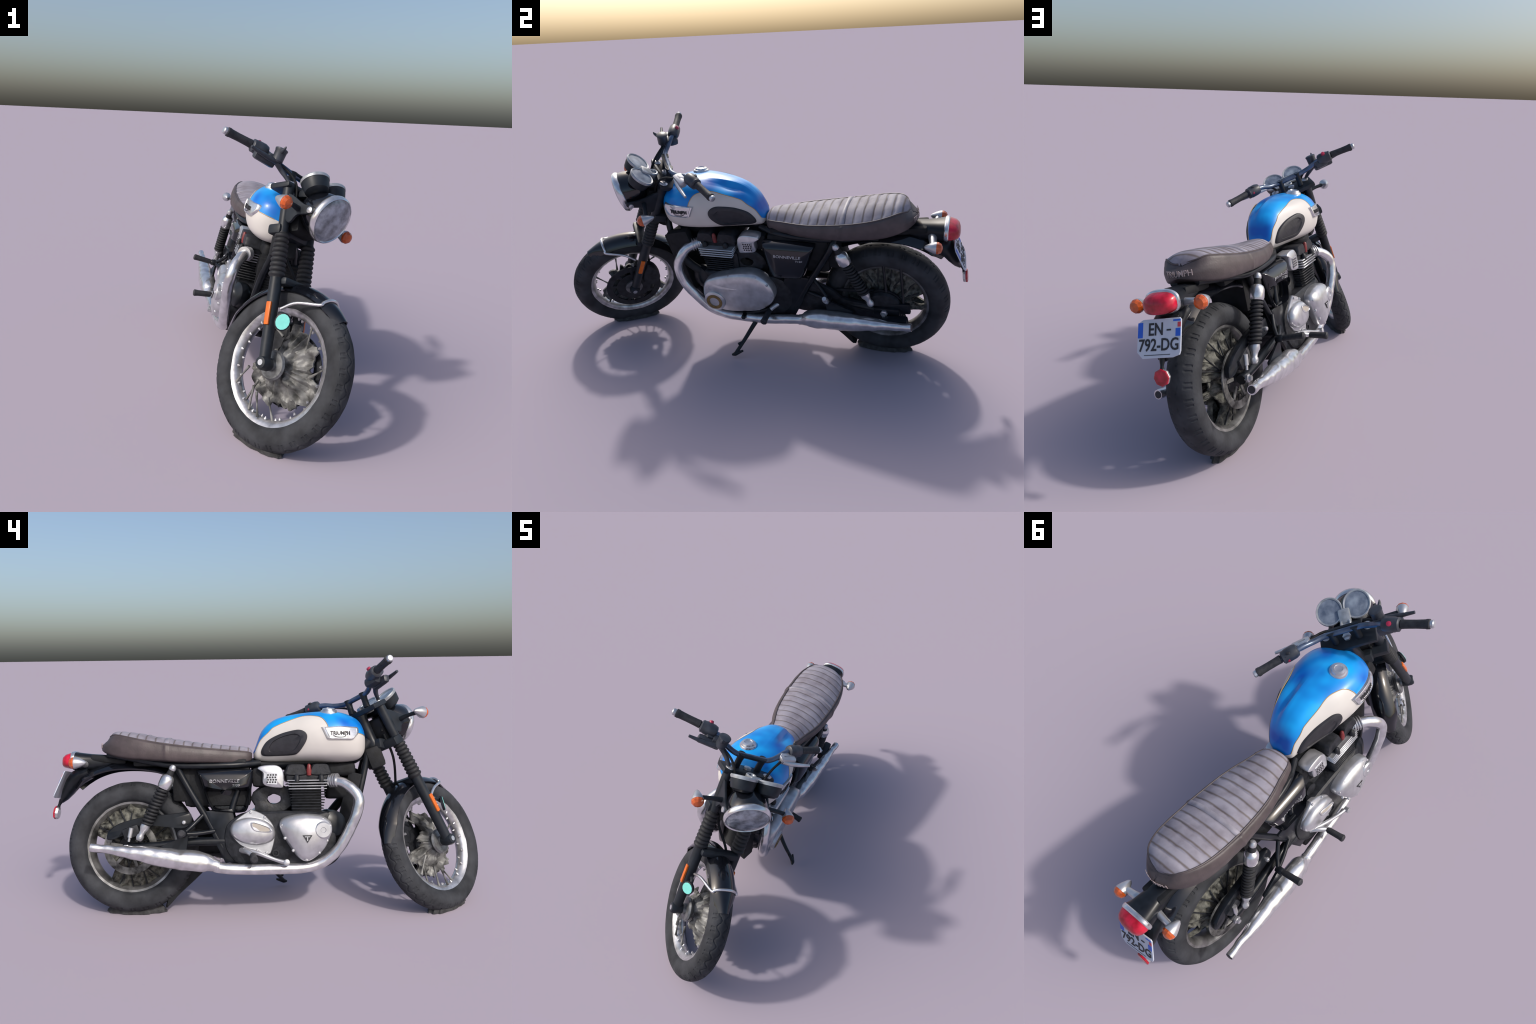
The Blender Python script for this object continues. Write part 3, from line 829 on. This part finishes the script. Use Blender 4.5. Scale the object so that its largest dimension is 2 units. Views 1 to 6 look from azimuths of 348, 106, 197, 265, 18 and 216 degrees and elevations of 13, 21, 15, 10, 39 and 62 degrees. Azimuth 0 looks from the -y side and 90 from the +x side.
    add("sprocket_cover", *lathe([(.03, .085), (.088, .088), (.092, .098), (.085, .112), (.03, .116)], (0, .635, .276), (1, 0, 0), 40), ENGBLACK, sa)
    add("chain", *join(rbox((.012, .42, .014), (.078, .43, .345), Matrix.Rotation(rad(4), 4, 'X'), .003), rbox((.012, .42, .014), (.078, .43, .215), Matrix.Rotation(rad(-4), 4, 'X'), .003)), ENGBLACK, sa)
    # left-hand wheel shield: a bar hung from two rods
    sh = add("wheel_shield", *rbox((.022, .122, .056), (.106, .700, .292), Matrix.Rotation(rad(5), 4, 'X'), .009), FRAME)
    for a, b in (((.062, .632, .500), (.100, .655, .315)), ((.062, .708, .515), (.102, .728, .322))):
        add("shield_rod", *tube((a, b), .0065, 10, 2), FRAME, sh)
    # passenger peg hangers and pegs, rider pegs
    for s in (-1, 1):
        h = add("peg_hanger", *join(tube([(s * .105, .312, .416), (s * .125, .355, .372), (s * .150, .391, .340)], .009, 10, 12),
                                    tube([(s * .105, .262, .346), (s * .13, .33, .338), (s * .150, .391, .337)], .009, 10, 12),
                                    lathe([(.014, 0), (.016, .01), (.016, .028), (.012, .034)], (s * .142, .391, .338), (s, 0, 0), 14)), FRAME)
        if s < 0:
            add("foot_peg", *lathe([(.011, 0), (.013, .01), (.0145, .07), (.016, .095), (.010, .10)], (s * .172, .390, .339), (s, -.03, .07), 16), GRIP, h)
        else:
            add("foot_peg", *lathe([(.010, 0), (.013, .008), (.014, .032), (.010, .045)], (s * .168, .390, .333), (s * .5, -.15, .8), 14), SILVER, h)
        add("silencer_bracket", *dome([(.372, .335), (.405, .322), (.505, .278), (.505, .262), (.380, .258)], [(.97, 0), (1, .002), (1, .009), (.97, .011)], lambda y, z, q, s=s: (s * (.140 + q), y, z), 30, smooth=False), FRAME, h)
        r = add("peg_hanger", *tube([(s * .11, .145, .262), (s * .14, .12, .258), (s * .160, .098, .246)], [.014, .012, .011], 12, 14), SILVER)
        add("foot_peg", *lathe([(.010, 0), (.014, .006), (.0145, .065), (.017, .083), (.012, .088)], (s * .165, .095, .244), (s, -.06, -.10), 16), GRIP, r)
    add("brake_pedal", *join(tube([(-.125, .135, .268), (-.145, .07, .250), (-.155, .0, .224), (-.160, -.045, .211)], [.009, .010, .008, .010], 12, 24),
                             lathe([(.013, -.006), (.013, .016), (.008, .018)], (-.162, -.048, .212), (-1, 0, 0.1), 14)), SILVER)
    add("gear_lever", *join(tube([(.13, .125, .250), (.150, .05, .225), (.158, -.035, .205)], [.008, .009, .007], 12, 20),
                            lathe([(.011, -.006), (.011, .035), (.008, .038)], (.158, -.040, .203), (1, 0, -.1), 12)), FRAME)
    # side stand
    st = add("side_stand", *tube([(.115, .045, .195), (.165, .015, .165), (.235, -.02, .115), (.292, -.045, .082), (.316, -.058, .066)], [.014, .012, .010, .009, .009], 12, 30), FRAME)
    add("stand_foot", *tube([(.296, -.02, .078), (.314, -.056, .067), (.320, -.072, .064)], [.005, .011, .005], 10, 14), FRAME, st)
    add("stand_spur", *tube([(.255, -.028, .102), (.278, -.05, .100)], .006, 8, 3), FRAME, st)
    # side covers
    sc = [(.340, .606), (.330, .578), (.294, .479), (.280, .450), (.262, .434), (.205, .428), (.145, .426), (.116, .444), (.098, .535), (.090, .602), (.104, .615), (.210, .618), (.325, .616)]
    def scan_hollow(y, z, h):
        """Right cover: a scan hole in the black sinks the lower field, only rim and name band stand proud."""
        k = min(1, max(0, (.538 - z) / .025))
        if h > .03:
            h = h + (-.030 - h) * k
        return (-(.082 + h), y, z - max(h, 0) * .10)
    vfr = dome(sc, [(.96, -.03), (1.0, 0), (1.0, .010), (.985, .022), (.93, .030), (.84, .042), (.74, .048), (.5, .052), (.02, .054)], scan_hollow, 80)
    vf = dome(sc, [(.96, -.03), (1.0, 0), (1.0, .010), (.985, .022), (.93, .036), (.80, .046), (.5, .052), (.02, .054)], lambda y, z, h: (-(.110 + h), y, z - h * .10), 80)
    V, F = text_mesh("BONNEVILLE", .014, .0016, .130, shear=.1, bold=.012)
    V2, F2 = text_mesh("T120", .010, .0016, .032, shear=.15, bold=.012)
    for v, s in ((vfr, -1), (mirror(vf), 1)):
        c = add("side_cover", *v, BLACK)
        cast = probe(v)
        for W, G, cy, cz in ((V, F, .215, .563), (V2, F2, .166, .544)):
            yo = cy if s < 0 else (.43 - cy if W is V else .27)
            P = []
            for p in W:
                hit = cast((s, yo + s * p[0], cz + p[1]), (-s, 0, 0)) or Vector((s * .14, 0, 0))
                P.append((hit.x + s * (p[2] + .0012), yo + s * p[0], cz + p[1]))
            add("lettering", P, G, LETTER, c, smooth=False)


def build_shocks():
    a, b = np.array((-.138, .439, .620)), np.array((-.130, .584, .322))
    d = (b - a) / np.linalg.norm(b - a)
    ax = tuple(d)
    for side in (0, 1):
        f = mirror if side else (lambda v: v)
        body = lathe([(.013, .0), (.016, .03), (.018, .10), (.018, .27), (.012, .30)], a, ax, 20)
        s = add("shock_absorber", *f(body), GAITER)
        add("shock_eye", *f(lathe([(.001, -.017), (.010, -.014), (.0155, -.004), (.0155, .006), (.010, .014), (.010, .022)], a, ax, 20)), SILVER, s)
        add("shock_cap", *f(lathe([(.010, .015), (.013, .030), (.026, .040), (.030, .052), (.030, .085), (.026, .095), (.010, .096)], a, ax, 24)), CHROME, s)
        t, u, w = basis(d)
        hel = [a + t * (.098 + .172 * k / 132) + (u * math.cos(k * 2 * math.pi / 12) + w * math.sin(k * 2 * math.pi / 12)) * .0215 for k in range(133)]
        add("spring", *f(tube(hel, .0058, 8, 300)), GAITER, s)
        add("shock_foot", *f(lathe([(.020, .268), (.021, .285), (.014, .300), (.012, .315), (.016, .322), (.0165, .334), (.012, .343), (.001, .346)], a, ax, 20)), SILVER, s)


# fender cross-section sweep helper
def fender(path, hw, drop, thick, n=60, cx=0.0):
    """Arched strip along a path of (y, z); the edges drop along the path normal."""
    P = spline(path, n)
    T = np.gradient(P, axis=0); T /= np.linalg.norm(T, axis=1)[:, None]
    N = np.stack([-T[:, 1], T[:, 0]], 1)
    if N[n // 2][1] < 0:
        N = -N
    outer, inner = [], []
    for k, (p, q) in enumerate(zip(P, N)):
        e = min(1.0, .55 + 3.5 * min(k, n - 1 - k) / n)
        for off, L in ((0, outer), (-thick, inner)):
            row = []
            for u in np.linspace(-1, 1, 21):
                h = -drop * abs(u) ** 2.4 + off
                row.append((cx + u * (hw * e + off * .6), p[0] + q[0] * h, p[1] + q[1] * h))
            L.append(row)
    return loft([o + i[::-1] for o, i in zip(outer, inner)])


def build_tail():
    fd = add("mudguard", *fender([(.395, .585), (.44, .622), (.52, .650), (.62, .663), (.72, .660), (.80, .640), (.865, .607), (.91, .565)], .076, .038, .006), BLACK)
    # number-plate carrier continues down from the guard
    sec = lambda y, z, w, h: [(w * math.cos(t), y + h * .35 * math.sin(t), z + h * math.sin(t)) for t in np.linspace(0, 2 * math.pi, 20, endpoint=False)]
    add("plate_carrier", *loft([sec(.83, .614, .062, .026), sec(.87, .600, .064, .034), (sec(.900, .580, .064, .038)), sec(.922, .552, .058, .036), sec(.945, .516, .042, .026), sec(.962, .488, .02, .012)]), FRAME, fd)
    # tail-lamp housing and lens
    cx = -.002
    def oval(y, w, z0, z1, p=.75):
        out = []
        for t in np.linspace(0, 2 * math.pi, 32, endpoint=False):
            c, s = math.cos(t), math.sin(t)
            out.append((cx + w * math.copysign(abs(c) ** p, c), y, (z0 + z1) / 2 + (z1 - z0) / 2 * math.copysign(abs(s) ** p, s)))
        return out
    h = add("lamp_housing", *loft([oval(.690, .040, .640, .690), oval(.735, .040, .632, .690), oval(.775, .042, .626, .694), oval(.82, .048, .620, .697), oval(.86, .056, .616, .702), oval(.893, .065, .628, .707)]), FRAME)
    add("lamp_rim", *loft([oval(.888, .066, .627, .708), oval(.892, .069, .624, .711), oval(.902, .069, .624, .710), oval(.906, .064, .628, .706)]), CHROME, h)
    lens = []
    for y, w, a, b in ((.898, .064, .629, .706), (.915, .063, .630, .702), (.932, .058, .633, .697), (.944, .048, .636, .688), (.951, .030, .642, .674), (.953, .01, .650, .664)):
        lens.append(oval(y, w, a, b, .7))
    add("tail_lamp", *loft(lens), RED, h)
    # indicators on short stalks
    for s in (-1, 1):
        i = add("indicator", *join(lathe([(.003, -.046), (.010, -.040), (.020, -.020), (.0265, -.002), (.0265, .004)], (s * .133, .862, .650), (0, 1, 0), 20)), SILVER)
        add("indicator_lens", *lathe([(.0265, .003), (.026, .012), (.019, .023), (.008, .028), (.001, .029)], (s * .133, .862, .650), (0, 1, 0), 10), ORANGE, i, angle=25)
        add("indicator_stalk", *tube([(s * .045, .842, .648), (s * .085, .846, .650), (s * .125, .850, .650)], [.015 if s < 0 else .020, .012 if s < 0 else .015, .012], 12, 10), SILVER, i)
    # number plate: local axes u (to the right as read), v (up), n (out)
    top, bot = np.array((0, .919, .613)), np.array((0, .971, .495))
    v = top - bot; Hh = np.linalg.norm(v); v /= Hh
    u = np.array((-1.0, 0, 0)); nn = np.cross(u, v)
    if nn[1] < 0: nn = -nn
    c0 = (top + bot) / 2 + nn * .012
    at = lambda a, b, w: tuple(c0 + (u - np.array((0, .07, 0))) * a + v * b + nn * w)
    Wp, Hp = .168, .130
    x, y = Wp / 2, Hp / 2
    outl = [(-x, -y + .022), (-x + .022, -y), (x - .03, -y), (x - .004, -y + .008), (x, -y + .02), (x, y - .006), (x - .006, y), (-x + .02, y), (-x, y - .012)]
    pl = add("number_plate", *dome(outl, [(.9, -.002), (1, -.002), (1, .0015), (.985, .0025), (.9, .0025)], at, 45, smooth=False), PLATE, smooth=False)
    bx = lambda a0, a1, b0, b1: dome([(a0, b0), (a1, b0), (a1, b1), (a0, b1)], [(1, .001), (1, .0034), (.02, .0034)], at, 4, smooth=False)
    add("plate_band", *bx(-x + .002, -x + .021, .004, y - .010), PLATEBLUE, pl, smooth=False)
    add("plate_band", *bx(x - .020, x - .002, .004, .030), PLATEBLUE, pl, smooth=False)
    add("plate_band", *bx(x - .013, x - .001, .034, .050), PLATERED, pl, smooth=False)
    add("plate_band", *bx(x - .030, x - .003, .0535, .0595), PLATEBLUE, pl, smooth=False)
    for body, w, hh, a, b in (("EN", .054, .042, -.012, .031), ("-", .016, .005, .038, .026), ("792-DG", .152, .042, .000, -.021)):
        V, F = text_mesh(body, hh, .0016, w, bold=.015)
        add("lettering", [at(a + p[0], b + p[1], .0034 + p[2]) for p in V], F, INK, pl, smooth=False)
    add("lettering", *bx(-.055, .045, -.0555, -.0535), INK, pl, smooth=False)
    # reflector hung under the plate
    rf = add("reflector", *lathe([(.028, 0), (.030, .003), (.030, .008), (.026, .010), (.001, .0105)], (0, .985, .432), (0, 1, .12), 8), RED, angle=20)
    add("reflector_back", *lathe([(.010, -.012), (.027, -.010), (.030, -.001), (.029, .001)], (0, .985, .432), (0, 1, .12), 8), SILVER, rf)
    add("reflector_stem", *tube([(0, .962, .492), (0, .974, .468), (0, .980, .448)], [.012, .006, .010], 10, 10), FRAME, rf)
    # grab loop / wiring lump below the seat tail
    add("tail_bracket", *rbox((.10, .16, .03), (0, .74, .668), Matrix.Rotation(rad(8), 4, 'X'), .010), MATT, fd)


# ------------------------------------------------------------------ steered front end
def build_front():
    S = dict(steer=True)
    top, axle = np.array((.0, -.438, .884)), np.array((.0, -.752, .270))
    fk = lambda z: axle[1] + (top[1] - axle[1]) * (z - axle[2]) / (top[2] - axle[2])
    ax = np.array((0, top[1] - axle[1], top[2] - axle[2])); L = np.linalg.norm(ax); ax /= L
    for s in (-1, 1):
        x = s * .087
        P = lambda z: (x, fk(z), z)
        leg = add("fork", *tube([P(.70), P(.80), P(.893)], [.020, .0215, .0225], 18, 12), FORKM, **S)
        add("fork_cap", *lathe([(.020, 0), (.019, .006), (.012, .010), (.001, .011)], P(.893), ax, 18), SILVER, leg)
        lower = tube([P(.575), P(.50), P(.38), P(.295), P(.268)], [.0235, .024, .023, .0215, .0205], 20, 40)
        add("fork_slider", *lower, FORKM, leg)
        add("axle_clamp", *lathe([(.001, -.030), (.022, -.028), (.026, -.015), (.026, .015), (.021, .026), (.011, .028), (.008, .022), (.001, .022)], (x, fk(.275) - .002, .276), (s, 0, 0), 22), FORKM, leg)
        rows = []
        n = 9
        zz = np.linspace(.562, .712, n * 6 + 1)
        for k, z in enumerate(zz):
            ph = (k / 6) % 1
            rows.append((.0255 + .0065 * math.sin(math.pi * ph) ** .7 - .003 * k / (n * 6), (z - .562) / ax[2]))
        add("fork_gaiter", *lathe([(.024, -.004)] + rows + [(.022, (.15) / ax[2] + .004)], P(.562), ax, 26), GAITER, leg)
        # amber side reflector
        oz = .437
        R = Matrix.Rotation(-math.atan2(ax[1], ax[2]), 4, 'X')
        add("side_reflector", *rbox((.010, .021, .086), (s * .111, fk(oz) - .004, oz), R, .004), ORANGE2, leg)
        # headlamp bracket from fork to bolt
        br = [(-.535, .760), (-.475, .790), (-.452, .845), (-.480, .862), (-.560, .850), (-.618, .856), (-.626, .838), (-.600, .822), (-.555, .800)]
        add("lamp_bracket", *dome(br, [(.95, 0), (1, .002), (1, .010), (.95, .012)], lambda y, z, h, s=s: (s * (.090 + h + max(0, -.55 - y) * .05), y, z), 40), FORKM, leg)
        add("bracket_bolt", *lathe([(.012, 0), (.012, .007), (.005, .010), (.001, .010)], (s * .105, -.607, .838), (s, 0, 0), 14), SILVER, leg)
        # front indicator
        c = (s * .208, -.570, .820)
        i = add("indicator", *lathe([(.003, -.050), (.010, -.042), (.020, -.020), (.0265, -.002), (.0265, .004)], c, (0, -1, 0), 20), SILVER, **S)
        add("indicator_lens", *lathe([(.0265, .003), (.026, .012), (.019, .023), (.008, .029), (.001, .030)], c, (0, -1, 0), 10), ORANGE, i, angle=25)
        add("indicator_stalk", *tube([(s * .100, -.548, .824), (s * .150, -.552, .826), (s * .195, -.556, .822)], [.012, .009, .010], 12, 10), FORKM, i)
    add("fork_yoke", *join(rbox((.235, .060, .040), (0, fk(.722) + .022, .716), Matrix.Rotation(-math.atan2(ax[1], ax[2]), 4, 'X'), .012),
                            rbox((.10, .05, .05), (0, fk(.722) + .05, .716), None, .014)), FORKM, **S)
    yk = add("fork_yoke", *rbox((.235, .095, .024), (0, fk(.872) + .030, .874), Matrix.Rotation(-math.atan2(ax[1], ax[2]), 4, 'X'), .010), FORKM, **S)
    add("stem_cover", *rbox((.13, .075, .13), (0, -.505, .79), Matrix.Rotation(-math.atan2(ax[1], ax[2]), 4, 'X'), .02), MATT, yk)
    add("yoke_nut", *lathe([(.018, 0), (.018, .010), (.010, .014), (.001, .014)], (0, -.410, .885), ax, 6), SILVER, yk)
    add("ignition_lock", *lathe([(.024, -.02), (.024, .010), (.020, .014), (.016, .013), (.014, .006), (.001, .006)], (0, -.466, .902), (0, .45, .9), 22), BEZEL, yk)
    # handlebar, risers, grips, controls
    half = [(.0, -.384, .936), (.055, -.384, .936), (.085, -.378, .938), (.120, -.358, .944), (.160, -.328, .957), (.205, -.303, .959), (.26, -.284, .957), (.343, -.253, .952)]
    bar = add("handlebar", *tube([(-p[0], p[1], p[2]) for p in half[:0:-1]] + half, .0118, 14, 120), BAR, **S)
    add("bar_brace", *rbox((.115, .014, .008), (0, -.396, .946), None, .003), FORKM, bar)
    for s in (-1, 1):
        add("riser", *tube([(s * .049, -.400, .880), (s * .049, -.391, .915), (s * .049, -.384, .947)], [.015, .014, .018], 14, 12), FORKM, bar)
        d = np.array(half[-1]) - np.array(half[-2]); d /= np.linalg.norm(d)
        d = d * np.array((s, 1, 1))
        a = np.array((s * .234 + (.009 if s > 0 else 0), -.293, .958))
        add("grip", *lathe([(.012, 0), (.0175, .004), (.0165, .02), (.0160, .06), (.0170, .095), (.0185, .100), (.0180, .110), (.012, .112)], a, d, 18), GRIP, bar)
        add("bar_end", *lathe([(.013, 0), (.0145, .003), (.0145, .013), (.011, .017), (.001, .018)], a + d * .110, d, 16), SILVER, bar)
        sw = np.array((s * .201 + (.008 if s > 0 else 0), -.306, .958))
        t, u, w = basis(d)
        add("switch_housing", *lathe([(.016, -.038), (.024, -.034), (.0285, -.020), (.0285, .014), (.0265, .020), (.0265, .030), (.018, .036)], sw, d, 20), SWITCH, bar)
        add("lever_perch", *rbox((.048, .036, .030), (s * .158, -.352, .950), Matrix.Rotation(s * rad(20), 4, 'Z'), .009), SWITCH if s < 0 else SILVER, bar)
        lever = tube([(s * .145, -.374, .945), (s * .190, -.373, .942), (s * .240, -.366, .942), (s * .285, -.358, .944)], [.012, .011, .0085, .006], 12, 24)
        add("brake_lever" if s < 0 else "clutch_lever", *lever, SWITCH if s < 0 else SILVER, bar)
        # cables sweeping down to the headstock
        add("cable", *tube([(s * .135, -.378, .944), (s * .095, -.420, .930), (s * .070, -.455, .900), (s * .06, -.48, .840), (s * .05, -.47, .77)], .0055, 8, 30), MATT, bar)
    add("clutch_perch", *rbox((.080, .036, .034), (.168, -.358, .948), Matrix.Rotation(rad(14), 4, 'Z'), .012), SILVER, bar)
    add("kill_switch", *lathe([(.010, -.004), (.009, .006), (.001, .008)], (-.196, -.286, .980), (0, .75, .66), 12), REDBTN, bar)
    add("horn_button", *lathe([(.007, -.004), (.006, .005), (.001, .006)], (.212, -.281, .950), (0, 1, -.1), 12), REDBTN, bar)
    add("switch_button", *join(rbox((.016, .012, .008), (.205, -.286, .978), None, .003), rbox((.012, .012, .008), (.222, -.282, .966), None, .003)), GRIP, bar)
    # brake master cylinder with reservoir, mirror boss spike, webbed hose below the lever
    mc = add("brake_reservoir", *lathe([(.018, -.032), (.023, -.026), (.024, .012), (.026, .016), (.026, .022), (.020, .025), (.001, .026)], (-.150, -.372, .975), (0, .1, 1), 22), SWITCH, bar)
    add("mirror_boss", *tube([(-.160, -.385, .985), (-.168, -.400, 1.000), (-.170, -.404, 1.010)], [.010, .006, .002], 10, 8), SWITCH, mc)
    add("lever_hinge", *rbox((.10, .030, .034), (-.192, -.350, .930), Matrix.Rotation(rad(-12), 4, 'Z'), .012), SWITCH, mc)
    add("switch_belly", *rbox((.07, .05, .04), (-.175, -.325, .938), None, .016), SWITCH, bar)
    add("brake_hose", *tube([(-.150, -.372, .945), (-.120, -.392, .925), (-.095, -.43, .90), (-.075, -.47, .86)], [.012, .011, .008, .007], 10, 24), SWITCH, mc)
    # headlamp
    hc, ha = np.array((-.008, -.638, .845)), np.array((0, -1, -.10))
    hl = add("headlamp", *lathe([(.001, -.135), (.035, -.132), (.062, -.115), (.080, -.085), (.089, -.045), (.091, -.010), (.087, 0)], hc, ha, 44), BLACK, **S)
    add("lamp_rim", *lathe([(.090, -.020), (.095, -.016), (.098, -.006), (.095, .006), (.090, .010), (.086, .006)], hc, ha, 56), CHROME, hl)
    add("lamp_lens", *lathe([(.087, .002), (.085, .008), (.070, .016), (.040, .021), (.001, .023)], hc, ha, 44), LENS, hl)
    # twin clocks
    nrm = np.array((0, .72, .69)); nrm /= np.linalg.norm(nrm)
    for s in (-1, 1):
        c = np.array((s * .058, -.516, .948))
        pod = add("gauge", *lathe([(.001, -.060), (.030, -.058), (.046, -.048), (.053, -.020), (.054, .0)], c, nrm, 36), FORKM, **S)
        add("gauge_bezel", *lathe([(.048, -.006), (.050, .004), (.055, .006), (.058, .001), (.056, -.008)], c, nrm, 40), BEZEL, pod)
        add("gauge_face", *lathe([(.051, -.006), (.050, .0015), (.030, .003), (.001, .0035)], c, nrm, 36), DIAL, pod)
    add("gauge_bridge", *rbox((.050, .060, .022), (0, -.492, .925), Matrix.Rotation(rad(-46), 4, 'X'), .010), BEZEL, yk)
    add("gauge_stay", *rbox((.12, .06, .03), (0, -.500, .888), Matrix.Rotation(rad(-20), 4, 'X'), .010), FORKM, yk)
    # front mudguard, chrome stay
    wc = (-.752, .277)
    arc = [(wc[0] + .317 * math.cos(rad(a)), wc[1] + .317 * math.sin(rad(a))) for a in range(-2, 120, 11)]
    fd = add("mudguard", *fender(arc, .055, .034, .005, 70, .007), BLACK, **S)
    st = []
    a0 = rad(102)
    for u in np.linspace(-1, 1, 13):
        r = .321 - .034 * abs(u) ** 2.4
        st.append((.007 + u * .057, wc[0] + r * math.cos(a0), wc[1] + r * math.sin(a0)))
    st = [(-.080, -.690, .472), (-.074, -.735, .520)] + st + [(.074, -.735, .520), (.080, -.690, .472)]
    add("mudguard_stay", *tube(st, .0062, 10, 90), CHROME, fd)
    add("fender_bridge", *rbox((.17, .05, .03), (0, -.628, .560), Matrix.Rotation(rad(-25), 4, 'X'), .012), FORKM, fd)
    # turquoise sticker holder on the right slider
    cn = np.array((-.80, -.60, 0.1))
    cd = add("sticker_holder", *lathe([(.020, -.008), (.033, -.006), (.034, .003), (.031, .005)], (-.100, -.742, .440), cn, 24, sx=.85), FORKM, **S)
    add("sticker", *lathe([(.030, .003), (.029, .0065), (.001, .007)], (-.100, -.742, .440), cn, 14, sx=.85), CYAN, cd)
    add("holder_arm", *tube([(-.088, -.700, .455), (-.090, -.72, .462), (-.096, -.738, .450)], .008, 8, 8), FORKM, cd)
    # caliper behind the left slider
    cal = [(-.640, .425), (-.612, .400), (-.600, .350), (-.604, .310), (-.630, .282), (-.668, .288), (-.690, .320), (-.672, .385)]
    add("brake_caliper", *dome(cal, [(.8, 0), (1, .008), (1, .040), (.9, .048), (.02, .050)], lambda y, z, h: (.058 + h, y, z), 44), ENGBLACK, **S)
    add("axle", *lathe([(.011, -.115), (.011, .115)], (0, wc[0], wc[1]), (1, 0, 0), 14), SILVER, **S)
    add("brake_line", *tube([(-.05, -.48, .76), (-.04, -.53, .66), (.03, -.60, .57), (.07, -.62, .48), (.075, -.63, .41)], .006, 8, 40), MATT, **S)


build_wheels()
build_tank()
build_seat()
build_engine()
build_exhaust()
build_frame()
build_shocks()
build_tail()
build_front()
